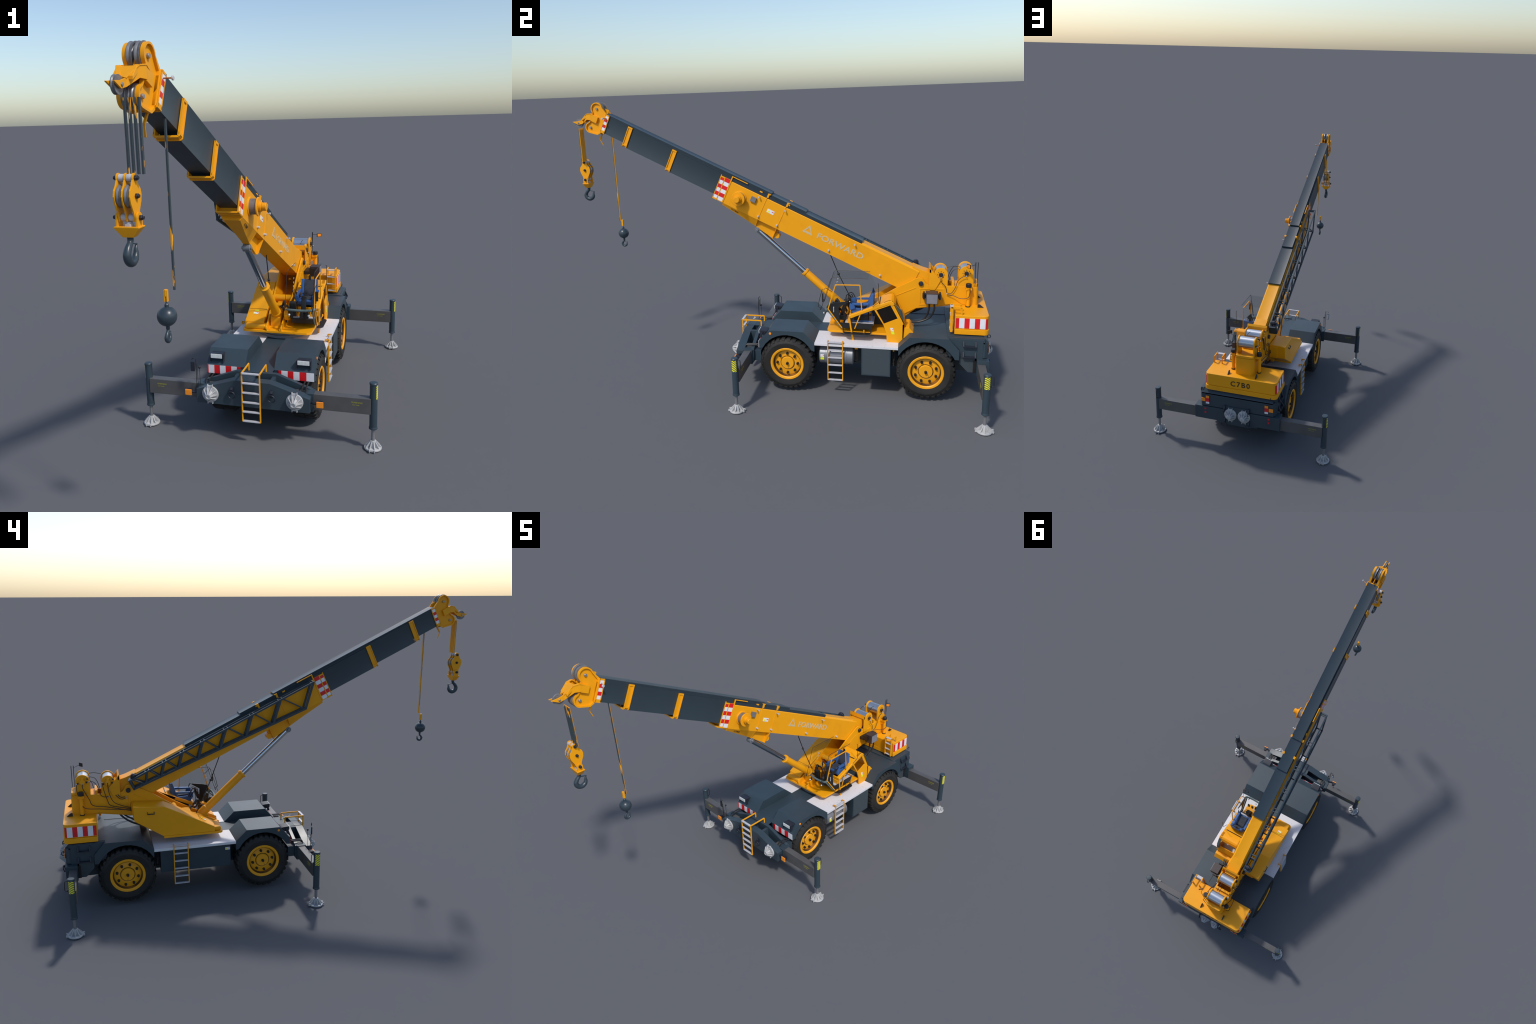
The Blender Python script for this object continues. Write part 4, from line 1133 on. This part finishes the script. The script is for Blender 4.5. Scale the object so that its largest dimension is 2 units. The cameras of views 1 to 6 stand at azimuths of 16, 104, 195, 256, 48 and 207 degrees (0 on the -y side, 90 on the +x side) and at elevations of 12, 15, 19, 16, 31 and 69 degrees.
boom = bent_normal_box("boom", M_YEL, root, HW, -0.017, 0.1015, -0.150, 0.845, 0.008, False)
# tail behind the pivot
prism(bm, [(0.640, 0.566), (0.684, 0.5475), (0.735, 0.532), (0.737, 0.500), (0.700, 0.470), (0.655, 0.452), (0.600, 0.452)], 'x', XC - 0.033, XC + 0.033, 0.0015)
# end collar: flanges around a U
def collar_u(dst, hw, hb, ht, s0, s1, t, mi=0):
    prism(dst, [(XC - hw, ht), (XC - hw, hb + 0.004), (XC - hw + 0.004, hb), (XC + hw - 0.004, hb), (XC + hw, hb + 0.004), (XC + hw, ht), (XC + hw - t, ht), (XC + hw - t, hb + t), (XC - hw + t, hb + t), (XC - hw + t, ht)], 's', s0, s1, 0.0004, mi)
collar_u(bm, HW + 0.0022, -0.0185, 0.121, 0.811, 0.8165, 0.004)
collar_u(bm, HW + 0.0004, -0.0172, 0.1005, 0.816, 0.866, 0.0035)
collar_u(bm, HW + 0.0022, -0.0195, 0.101, 0.843, 0.847, 0.004)
collar_u(bm, HW + 0.0022, -0.0195, 0.1055, 0.8645, 0.868, 0.004)
for sg in (1, -1):
    xx = XC + sg * (HW + 0.0012)
    hexa(bm, *sorted((xx - sg * 0.002, xx + sg * 0.0012)), 0.845, 0.867, -0.017, -0.010, 0)
    hexa(bm, *sorted((xx - sg * 0.002, xx + sg * 0.0012)), 0.845, 0.867, 0.095, 0.101, 0)
    # rail on top of the front end
    hexa(bm, *sorted((xx - sg * 0.0045, xx)), 0.735, 0.815, 0.117, 0.1205, 0.0006)
# wrap-around ribs with cable guide hooks
for s in (0.626, 0.527):
    collar_u(bm, HW + 0.0016, -0.019, 0.1005, s - 0.0016, s + 0.0016, 0.003)
    for sg in (1, -1):
        hexa(bm, *sorted((XC + sg * (HW - 0.004), XC + sg * (HW + 0.002))), s - 0.007, s + 0.002, 0.100, 0.1175, 0.001)
        hexa(bm, *sorted((XC + sg * (HW - 0.010), XC + sg * (HW + 0.002))), s - 0.012, s + 0.002, 0.1165, 0.1195, 0.0008)
# small blocks on the slot
for s in (0.655, 0.512):
    hexa(bm, XC + HW - 0.007, XC + HW - 0.001, s, s + 0.014, 0.1085, 0.114, 0.0006)
    hexa(bm, XC - HW + 0.001, XC - HW + 0.007, s, s + 0.014, 0.1085, 0.114, 0.0006)
# keel: tapered reinforcement under the front of the base section
kb = bm_new()
st = [(0.812, -0.0165, -0.0285, 0.0365, 0.030), (0.70, -0.0165, -0.0455, 0.0365, 0.018), (0.626, -0.0165, -0.0575, 0.0365, 0.0125), (0.6245, -0.0165, -0.0585, 0.014, 0.0125), (0.527, -0.0165, -0.0745, 0.014, 0.0125), (0.515, -0.0165, -0.040, 0.014, 0.0125)]
rings = []
for s, ht, hb, wt, wb in st:
    rings.append([kb.verts.new(B(XC - wt, s, ht)), kb.verts.new(B(XC + wt, s, ht)), kb.verts.new(B(XC + wb, s, hb)), kb.verts.new(B(XC - wb, s, hb))])
for P, Q in zip(rings, rings[1:]):
    for i in range(4):
        j = (i + 1) % 4; kb.faces.new((P[i], P[j], Q[j], Q[i]))
kb.faces.new(rings[0]); kb.faces.new(rings[-1][::-1])
bmesh.ops.recalc_face_normals(kb, faces=kb.faces); merge(bm, kb)
for s, hb, wb in ((0.626, -0.058, 0.014), (0.527, -0.0755, 0.020)):
    prism(bm, [(XC - HW, -0.016), (XC + HW, -0.016), (XC + wb, hb), (XC - wb, hb)], 's', s - 0.0016, s + 0.0016, 0.0004)
cyl(bm, B(XC - 0.017, 0.513, -0.053), B(XC + 0.017, 0.513, -0.053), 0.0135, seg=24, bev=0.001)
obj("boom_reinforcement", bm, M_YEL, boom)

# telescoped slate sections
def section(hw, hb, ht, s0, s1):
    return bent_normal_box("boom_section", M_BOOMD, boom, hw, hb, ht, s0, s1, 0.0)
section(0.0338, 0.0035, 0.1100, 0.140, 1.105)
section(0.0308, 0.0165, 0.1180, 0.432, 1.347)
section(0.0278, 0.0345, 0.1255, 0.615, 1.500)

# collars on the section ends
def collar(hw, hb, ht, s0, s1, hs):
    bm = bm_new()
    collar_u(bm, hw, hb, ht, s0, s1, 0.0030)
    for s in (s0, s1 - 0.0038):
        collar_u(bm, hw + 0.0032, hb - 0.0026, ht + 0.001, s, s + 0.0038, 0.0038)
    for sg in (1, -1):
        xx = XC + sg * hw
        hexa(bm, *sorted((xx - sg * 0.001, xx + sg * 0.0030)), s0, s1, ht - 0.006, ht + 0.001, 0.0004)
        hexa(bm, *sorted((xx - sg * 0.001, xx + sg * 0.0026)), s0, s1, hb + 0.006, hb + 0.013, 0.0004)
    return obj("section_collar", bm, M_YEL, boom)
collar(0.0350, 0.0035, 0.112, 1.108, 1.132, 0)
collar(0.0325, 0.0185, 0.1185, 1.351, 1.375, 0)

# red / white tiles on the base end and on the head plate
for sg in (1, -1):
    bm = bm_new()
    xx = XC + sg * (HW + 0.0004)
    n = 6
    for i in range(n):
        a = -0.0135 + (0.100 + 0.0135) * i / n; b = -0.0135 + (0.100 + 0.0135) * (i + 1) / n
        for s0, s1 in ((0.8175, 0.8425), (0.8475, 0.8640)):
            hexa(bm, *sorted((xx, xx + sg * 0.0009)), s0, s1, a + 0.0002, b, 0, (i + 1) % 2)
    obj("reflective_panel", bm, [M_RED, M_WHITE], boom)

# head plate with tiles
bm = bm_new()
HH = 0.0298
collar_u(bm, HH + 0.0012, 0.033, 0.1240, 1.480, 1.503, 0.003)
for s in (1.4795, 1.4995):
    collar_u(bm, HH + 0.0030, 0.031, 0.1245, s, s + 0.0035, 0.004)
for sg in (1, -1):
    xx = XC + sg * (HH + 0.0022)
    hexa(bm, *sorted((xx - sg * 0.002, xx + sg * 0.0008)), 1.480, 1.502, 0.1185, 0.1245, 0.0004)
    hexa(bm, *sorted((xx - sg * 0.002, xx + sg * 0.0008)), 1.480, 1.502, 0.032, 0.0440, 0.0004)
hexa(bm, XC - HH, XC + HH, 1.497, 1.506, 0.034, 0.1235, 0.001)
# two cheeks, each a figure of two lobes with raised rim
UP, LO = (1.558, 0.1262), (1.558, 0.0300)
def cheek(ru, rl):
    up = arc(UP[0], UP[1], ru, 150, -62, 16)
    lo = arc(LO[0], LO[1], rl, 58, -105, 14)
    return [(1.500, 0.110), (1.500, 0.1235)] + up + [(UP[0] + 0.012, 0.0825), (LO[0] + 0.012, 0.0715)] + lo + [(1.512, 0.012), (1.500, 0.026)]
big = cheek(0.0297, 0.0262)
CH = 0.0225
for sg in (1, -1):
    x1 = XC + sg * CH; x0 = XC + sg * (CH - 0.006)
    prism(bm, big, 'b', *sorted((x0, XC + sg * (CH - 0.003))), 0.0005)
    hole = [(1.506, 0.108), (1.508, 0.118)] + arc(UP[0], UP[1], 0.0250, 146, -58, 14) + [(UP[0] + 0.006, 0.083), (LO[0] + 0.006, 0.071)] + arc(LO[0], LO[1], 0.0215, 55, -103, 12) + [(1.516, 0.017), (1.506, 0.030)]
    prism(bm, big, 'b', *sorted((XC + sg * (CH - 0.0035), XC + sg * (CH + 0.004))), 0, holes=[hole[::-1]])
    # square boss where the nose yoke bolts on
    hexa(bm, *sorted((XC + sg * (CH - 0.003), XC + sg * (CH + 0.009))), 1.535, 1.566, 0.062, 0.092, 0.001)
head = obj("boom_head", bm, M_YEL, boom)
for sg in (1, -1):
    bm = bm_new(); xx = XC + sg * (HH + 0.0012)
    n = 5
    for i in range(n):
        a = 0.0450 + 0.0735 * i / n; b = 0.0450 + 0.0735 * (i + 1) / n
        hexa(bm, *sorted((xx, xx + sg * 0.0009)), 1.4835, 1.499, a + 0.0002, b, 0, (i + 1) % 2)
    obj("reflective_panel", bm, [M_RED, M_WHITE], head)

def disc_sheave(dst, c, axis, r, w):
    lathe(dst, [(0, -w / 2), (r, -w / 2), (r, -w * 0.3), (r * 0.9, 0), (r, w * 0.3), (r, w / 2), (0, w / 2)], c, axis, 40)
def sheave(dst, c, axis, r, w, mi=0):
    lathe(dst, [(0, -w / 2), (r * 0.62, -w / 2), (r * 0.70, -w * 0.22), (r * 0.84, -w * 0.22), (r * 0.88, -w / 2), (r, -w / 2), (r, -w * 0.36), (r * 0.93, 0), (r, w * 0.36), (r, w / 2), (r * 0.88, w / 2), (r * 0.84, w * 0.22), (r * 0.70, w * 0.22), (r * 0.62, w / 2), (0, w / 2)], c, axis, 40, mi)
bm = bm_new()
for dx_ in (-0.0095, 0.0095): sheave(bm, B(XC + dx_, *UP), (1, 0, 0), 0.0325, 0.0125)
obj("sheave", bm, M_SHEAVE, head)
bm = bm_new()
for dx_ in (-0.0125, -0.0042, 0.0042, 0.0125): sheave(bm, B(XC + dx_, *LO), (1, 0, 0), 0.0278, 0.0070)
obj("sheave", bm, M_SHEAVE, head)
bm = bm_new()
hexa(bm, XC - 0.0015, XC + 0.0015, 1.505, 1.575, 0.090, 0.140, 0.0005)
obj("sheave_divider", bm, M_YEL, head)
bm = bm_new()
for q in (UP, LO):
    for sg in (1, -1):
        cyl(bm, B(XC + sg * (CH - 0.004), *q), B(XC + sg * (CH + 0.0035), *q), 0.0058, seg=18, bev=0.001)
obj("sheave_pin", bm, M_ROD, head)

# nose yoke: two converging arms joined by a bridge, small sheave
bm = bm_new()
for sg in (1, -1):
    arm_pts = [((0.030, -0.866), 0.030, 1.2565), ((0.032, -0.893), 0.030, 1.268), ((0.027, -0.915), 0.026, 1.268), ((0.0115, -0.950), 0.0185, 1.2445), ((0.0115, -0.972), 0.0170, 1.2400), ((0.0115, -1.0005), 0.0010, 1.2460)]
    ab = bm_new(); rings = []
    for (ox, y), hgt, zc in arm_pts:
        xo = XC + sg * ox; xi = XC + sg * (ox - 0.0045)
        rings.append([ab.verts.new((xo, y, zc + hgt / 2)), ab.verts.new((xo, y, zc - hgt / 2)), ab.verts.new((xi, y, zc - hgt / 2)), ab.verts.new((xi, y, zc + hgt / 2))])
    for P, Q in zip(rings, rings[1:]):
        for i in range(4):
            j = (i + 1) % 4; ab.faces.new((P[i], P[j], Q[j], Q[i]))
    ab.faces.new(rings[0]); ab.faces.new(rings[-1][::-1])
    bmesh.ops.recalc_face_normals(ab, faces=ab.faces); do_bevel(ab, 0.0008); merge(bm, ab)
    # top lip along the arm
    for a, b in (((0.030, -0.872, 1.2715), (0.032, -0.893, 1.2835)), ((0.032, -0.893, 1.2835), (0.027, -0.915, 1.2815)), ((0.027, -0.915, 1.2815), (0.0115, -0.950, 1.254))):
        bar(bm, (XC + sg * (a[0] - 0.004), a[1], a[2]), (XC + sg * (b[0] - 0.004), b[1], b[2]), 0.011, 0.003, (1, 0, 0), 0.0006)
prism(bm, [(-0.906, 1.2815), (-0.922, 1.279), (-0.944, 1.258), (-0.944, 1.250), (-0.920, 1.264), (-0.906, 1.268)], 'x', XC - 0.0245, XC + 0.0245, 0.001)
prism(bm, [(-0.866, 1.2700), (-0.893, 1.2835), (-0.893, 1.280), (-0.866, 1.266)], 'x', XC - 0.030, XC + 0.030, 0.0006)
nose = obj("nose_yoke", bm, M_YEL, head, 14)
bm = bm_new(); disc_sheave(bm, (XC, -0.970, 1.2400), (1, 0, 0), 0.0205, 0.010)
obj("nose_sheave", bm, M_SHEAVE, nose)
bm = bm_new()
for sg in (1, -1): cyl(bm, (XC + sg * 0.008, -0.970, 1.240), (XC + sg * 0.0142, -0.970, 1.240), 0.0045, seg=16, bev=0.001)
obj("sheave_pin", bm, M_ROD, nose)
# copper limit rod and hanging pendant
bm = bm_new(); cyl(bm, B(XC + HH, 1.492, 0.108), (0.036, -0.817, 1.259), 0.0018, seg=8)
lr = obj("limit_rod", bm, M_COPPER, head)
bm = bm_new(); cyl(bm, (0.0345, -0.817, 1.259), (0.039, -0.817, 1.259), 0.0055, seg=16, bev=0.0008)
obj("limit_disc", bm, M_STEP, lr)
bm = bm_new()
bar(bm, (-0.014, -0.846, 1.192), (-0.017, -0.866, 1.159), 0.006, 0.006, (1, 0, 0), 0.0008)
bar(bm, (-0.017, -0.866, 1.160), (-0.022, -0.853, 1.130), 0.005, 0.003, (1, 0, 0), 0.0006)
obj("pendant_arm", bm, M_YEL, head)

# auxiliary rope reel on the right flank
bm = bm_new()
dc = (0.745, 0.0405)
cyl(bm, B(XC + HW - 0.001, *dc), B(0.018, *dc), 0.0325, seg=36, bev=0.001)
cyl(bm, B(0.042, *dc), B(0.047, *dc), 0.0325, seg=36, bev=0.001)
cyl(bm, B(0.047, *dc), B(0.057, *dc), 0.0175, seg=28, bev=0.001)
cyl(bm, B(0.057, *dc), B(0.0735, *dc), 0.0140, seg=28, bev=0.0015)
reel = obj("rope_reel", bm, M_YEL, boom)
bm = bm_new(); cyl(bm, B(0.017, *dc), B(0.043, *dc), 0.0270, seg=36)
obj("reel_rope", bm, M_SHEAVE, reel)
bm = bm_new(); hexa(bm, XC + HW - 0.001, XC + HW + 0.011, 0.668, 0.694, 0.052, 0.076, 0.001)
obj("junction_box", bm, M_GREY, boom)
# side bolts and guide pins
bm = bm_new()
for s in (0.6295, 0.531, 0.262, 0.0): cyl(bm, B(XC + HW - 0.001, s, 0.0), B(0.0235, s, 0.0), 0.0045, seg=8, bev=0.0008)
for s, h in ((0.660, 0.088), (0.522, 0.0835), (0.165, 0.0815)):
    cyl(bm, B(XC + HW - 0.001, s, h), B(0.026, s, h), 0.0022, seg=8); cyl(bm, B(0.025, s, h), B(0.030, s, h), 0.0040, seg=10)
obj("side_bolt", bm, M_STEP, boom)
# lettering and triangle emblem
lettering("FORWARD", 0.0385, lambda u, v, w: B(XC + HW + 0.0001 + w, 0.341 - u * 1.245, 0.029 + v), M_LETTER, "lettering", boom, 0.0006, 1.0)
bm = bm_new()
tri = [(0.412, 0.0275), (0.360, 0.0275), (0.388, 0.0700)]
tin = [(0.401, 0.0365), (0.3705, 0.0365), (0.3875, 0.0570)]
prism(bm, tri, 'b', XC + HW - 0.0004, XC + HW + 0.0007, 0, holes=[tin])
obj("emblem", bm, M_LETTER, boom)
label(boom, lambda u, v, d: B(XC + HW + d + 0.0001, 0.602 - u, 0.036 + v), 0.036, 0.018, False)
def keel_side(u, v, w):
    # right lower flank of the keel
    a = Vector((XC + 0.0365, 0, 0)); t = (0.765 - u)
    k = (0.812 - (0.765 - u)) / 0.186
    hb = -0.0285 - 0.029 * k; wb = 0.030 - 0.0175 * k
    f = 0.62 - v / 0.036
    n = Vector((1, 0, 0))
    return B(XC + 0.0365 + (wb - 0.0365) * f + w + 0.0006, 0.765 - u, -0.0165 + (hb + 0.0165) * f - 0.0006)
lettering("C7B0", 0.0155, keel_side, M_BROWN, "lettering", boom, 0.0004, 1.2)

# lattice jib stowed on the left flank
bm = bm_new()
JX = (-0.0725, -0.107)
def jb(x, s, h): return B(x, s, h)
top_n = [-0.063, 0.024, 0.115, 0.219, 0.338, 0.474, 0.623, 0.796]
bot_n = [-0.092, -0.018, 0.067, 0.164, 0.275, 0.405, 0.545, 0.712]
HT = 0.0965
def hbot(s): return 0.0545 + (s + 0.15) / (0.712 + 0.15) * (0.0025 - 0.0545)
for x in JX:
    side_v = (1, 0, 0)
    bar(bm, jb(x, -0.148, HT), jb(x, 0.800, HT), 0.0075, 0.0075, side_v)
    bar(bm, jb(x, -0.152, hbot(-0.152)), jb(x, 0.717, hbot(0.717)), 0.0085, 0.0085, side_v)
    bar(bm, jb(x, -0.148, HT), jb(x, -0.150, hbot(-0.15)), 0.0085, 0.0085, side_v)
    for i, (st_, sb) in enumerate(zip(top_n, bot_n)):
        bar(bm, jb(x, st_, HT), jb(x, sb, hbot(sb)), 0.0062, 0.0075 + 0.0004 * i, side_v)
        prev = -0.148 if i == 0 else top_n[i - 1]
        bar(bm, jb(x, prev + 0.01, HT), jb(x, sb - 0.004, hbot(sb)), 0.0052, 0.0055, side_v)
for i, (st_, sb) in enumerate(zip(top_n, bot_n)):
    for d in (-0.009, 0.009):
        if st_ + d < 0.80:
            bar(bm, jb(JX[0], st_ + d, HT), jb(JX[1], st_ + d, HT), 0.005, 0.005, (0, 0, 1))
    bar(bm, jb(JX[0], sb, hbot(sb)), jb(JX[1], sb, hbot(sb)), 0.006, 0.006, (0, 0, 1))
for q in ((-0.148, HT), (-0.151, 0.054), (0.797, HT)): bar(bm, jb(JX[0] + 0.004, *q), jb(JX[1] - 0.004, *q), 0.008, 0.008, (0, 0, 1))
hexa(bm, JX[1], JX[0], -0.156, -0.146, 0.050, 0.100, 0.001)
jib = obj("lattice_jib", bm, M_SLATE, boom)
bm = bm_new()
cyl(bm, jb(-0.104, -0.128, 0.104), jb(-0.074, -0.128, 0.104), 0.0085, seg=20, bev=0.001)
cyl(bm, jb(-0.098, -0.128, 0.104), jb(-0.082, -0.128, 0.104), 0.0125, seg=20, bev=0.001)
obj("jib_roller", bm, M_NAVY, jib)
bm = bm_new()
for s in (0.626, 0.527, 0.165):
    bar(bm, jb(XC - HW + 0.001, s, 0.0955), jb(JX[0], s, 0.0955), 0.006, 0.006, (0, 0, 1))
obj("jib_bracket", bm, M_YEL, jib)

# cable from boom to reel with bead
bm = bm_new()
tube(bm, [(-0.042, 0.249, 0.617), (-0.0455, 0.295, 0.501), (-0.052, 0.356, 0.372), (-0.050, 0.372, 0.340)], 0.0021, 8)
sphere(bm, (-0.0455, 0.295, 0.501), 0.0062, seg=14)
obj("tension_cable", bm, M_BLACK, root)

# ================================================================== LIFT CYLINDER
bm = bm_new()
P0 = Vector((XC, 0.347, 0.326)); P1 = Vector((XC, -0.0885, 0.7185)); D = (P1 - P0).normalized()
Lb = (Vector((XC, 0.1345, 0.5175)) - P0).length
lathe(bm, [(0, 0), (0.0215, 0), (0.0215, 0.045), (0.0195, 0.048), (0.0180, 0.050), (0.0180, Lb - 0.012), (0.0212, Lb - 0.011), (0.0212, Lb - 0.001), (0.019, Lb), (0, Lb)], P0, D, 32)
lc = obj("lift_cylinder", bm, M_YEL, root)
bm = bm_new(); cyl(bm, P0 + D * (Lb - 0.002), P1, 0.0128, seg=28)
obj("piston_rod", bm, M_CHROME, lc)
bm = bm_new(); cyl(bm, P1 + Vector((-0.0135, 0, 0)), P1 + Vector((0.0135, 0, 0)), 0.0135, seg=24, bev=0.001)
cyl(bm, P1 + Vector((-0.019, 0, 0)), P1 + Vector((0.019, 0, 0)), 0.0060, seg=16, bev=0.001)
obj("rod_eye", bm, M_GREY, lc)

# ================================================================== HOOKS AND ROPES
def ribbon(dst, x, y, z0, z1, w, d):
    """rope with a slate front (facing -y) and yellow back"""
    pr = [(w * math.cos(math.radians(60 * k)), d * math.sin(math.radians(60 * k))) for k in range(6)]
    lo = [dst.verts.new((x + u, y + v, z0)) for u, v in pr]; hi = [dst.verts.new((x + u, y + v, z1)) for u, v in pr]
    for i in range(6):
        j = (i + 1) % 6; f = dst.faces.new((lo[i], lo[j], hi[j], hi[i]))
        f.material_index = 1 if i < 3 else 0
    dst.faces.new(lo[::-1]).material_index = 1; dst.faces.new(hi).material_index = 1
for i in range(4):
    bm = bm_new(); ribbon(bm, 0.0005 + (i - 1.5) * 0.0113, -0.954, 1.0565, 1.2145, 0.0040, 0.0036)
    obj("hoist_rope", bm, [M_ROPE, M_YEL], root)
bm = bm_new(); ribbon(bm, 0.0008, -0.7915, 0.758, 1.172, 0.0037, 0.0034)
obj("hoist_rope", bm, [M_ROPE, M_YEL], root)

# main hook block
HY = -0.958
bm = bm_new()
def block_profile():
    r_top, r_mid, r_bot = 0.0105, 0.0275, 0.0115
    pts = arc(HY, 1.049, r_top, 200, -20, 10)
    right = [(HY + 0.0155, 1.034), (HY + 0.0245, 1.024), (HY + 0.0275, 1.011), (HY + 0.0245, 0.997), (HY + 0.0150, 0.978), (HY + 0.0115, 0.966)]
    bot = [(HY + 0.010, 0.956), (HY - 0.010, 0.956)]
    left = [(HY - (a - HY), b) for a, b in reversed(right)]
    return pts + right + bot + left
for dx_ in (-0.0185, 0.0, 0.0185):
    prism(bm, block_profile(), 'x', XC + dx_ - 0.0018, XC + dx_ + 0.0018, 0.0005)
for sg in (1, -1):
    prism(bm, [(HY - 0.0125, 0.940), (HY + 0.0125, 0.940), (HY + 0.0125, 0.964)] + arc(HY, 0.964, 0.0125, 0, 180, 8), 'x', *sorted((XC + sg * 0.0212, XC + sg * 0.0262)), 0.0006)
tb_ = bm_new()
def quad_ring(z, wx, wy): return [tb_.verts.new((XC + a * wx, HY + b * wy, z)) for a, b in ((-1, -1), (1, -1), (1, 1), (-1, 1))]
q0, q1, q2 = quad_ring(0.9455, 0.0295, 0.0165), quad_ring(0.9425, 0.0295, 0.0165), quad_ring(0.9215, 0.0125, 0.0100)
for P, Q in ((q0, q1), (q1, q2)):
    for i in range(4):
        j = (i + 1) % 4; tb_.faces.new((P[i], P[j], Q[j], Q[i]))
tb_.faces.new(q0); tb_.faces.new(q2[::-1]); bmesh.ops.recalc_face_normals(tb_, faces=tb_.faces); do_bevel(tb_, 0.0008); merge(bm, tb_)
block = obj("hook_block", bm, M_YEL, root)
bm = bm_new()
for dx_ in (-0.0093, 0.0093): sheave(bm, (XC + dx_, HY, 1.0105), (1, 0, 0), 0.0255, 0.0115)
obj("sheave", bm, M_SHEAVE, block)
bm = bm_new()
for z in (1.049, 0.964):
    for dx_ in (-0.0093, 0.0093): cyl(bm, (XC + dx_ - 0.0072, HY, z), (XC + dx_ + 0.0072, HY, z), 0.0085, seg=18, bev=0.001)
cyl(bm, (XC, HY, 0.944), (XC, HY, 0.951), 0.0110, seg=6); cyl(bm, (XC, HY, 0.951), (XC, HY, 0.955), 0.0075, seg=16)
obj("spacer_roller", bm, M_STEP, block)
for z, xe in ((1.049, 0.0295), (1.0105, 0.0290), (0.964, 0.0365)):
    bm = bm_new()
    for sg in (1, -1):
        cyl(bm, (XC + sg * 0.019, HY, z), (XC + sg * xe * 0.88, HY, z), 0.0062, seg=6, bev=0.0005)
        cyl(bm, (XC + sg * xe * 0.85, HY, z), (XC + sg * xe, HY, z), 0.0040, seg=10, bev=0.0005)
    obj("block_bolt", bm, M_NAVY, block)

def hook(x, y, ztop, k, name, parent):
    """crane hook in the y-z plane, opening toward +y; k = scale, 1 -> 0.067 tall"""
    bm = bm_new()
    pts = [(0.0, 0.0), (0.000, -0.008), (-0.003, -0.015), (-0.013, -0.025), (-0.0195, -0.037), (-0.0175, -0.049), (-0.008, -0.0580), (0.004, -0.0595), (0.0155, -0.0535), (0.0215, -0.043), (0.0225, -0.032), (0.0275, -0.0205)]
    rad = [0.0075, 0.0070, 0.0070, 0.0082, 0.0092, 0.0098, 0.0098, 0.0096, 0.0086, 0.0068, 0.0044, 0.0010]
    P = [Vector((x, y + a * k, ztop + b * k)) for a, b in pts]
    sm = 5
    def rf(t):
        q = t * (len(rad) - 1); i = min(int(q), len(rad) - 2); return rad[i] + (rad[i + 1] - rad[i]) * (q - i)
    tube(bm, P, k, 14, smooth=sm, radii=rf)
    # safety latch
    bar(bm, (x, y + 0.0015 * k, ztop - 0.017 * k), (x, y + 0.0265 * k, ztop - 0.0225 * k), 0.006 * k, 0.0028 * k, (1, 0, 0), 0.0003)
    return obj(name, bm, M_BOOMD if False else M_HOOK, parent, 50)
M_HOOK = paint("hook_steel_paint", (0.030, 0.046, 0.060), (0.024, 0.038, 0.05), 25, 0.30)
hook(XC, HY, 0.9235, 1.0, "hook", block)

# overhaul ball with small hook
bm = bm_new()
BY = -0.792
sphere(bm, (XC - 0.0005, BY, 0.688), 0.0256, seg=40)
lathe(bm, [(0, 0), (0.0055, 0), (0.0055, 0.008), (0.004, 0.010), (0.0022, 0.013), (0.0022, 0.018), (0, 0.018)], (XC, BY, 0.711), (0, 0, 1), 18)
cyl(bm, (XC, BY, 0.655), (XC, BY, 0.666), 0.0050, seg=16)
ball = obj("overhaul_ball", bm, M_HOOK, root)
hook(XC, BY, 0.6575, 0.575, "hook", ball)
bm = bm_new()
for sg in (1, -1):
    prism(bm, [(-0.0042, 0.7265), (0.0042, 0.7265), (0.0042, 0.757), (-0.0042, 0.757)], lambda u, v, w: Vector((XC + sg * 0.0015 + sg * w, BY + u, v)), 0, 0.0035, 0.0008)
cyl(bm, (XC, BY, 0.740), (XC, BY, 0.7575), 0.0048, seg=12, bev=0.0006)
obj("rope_socket", bm, M_YEL, ball)
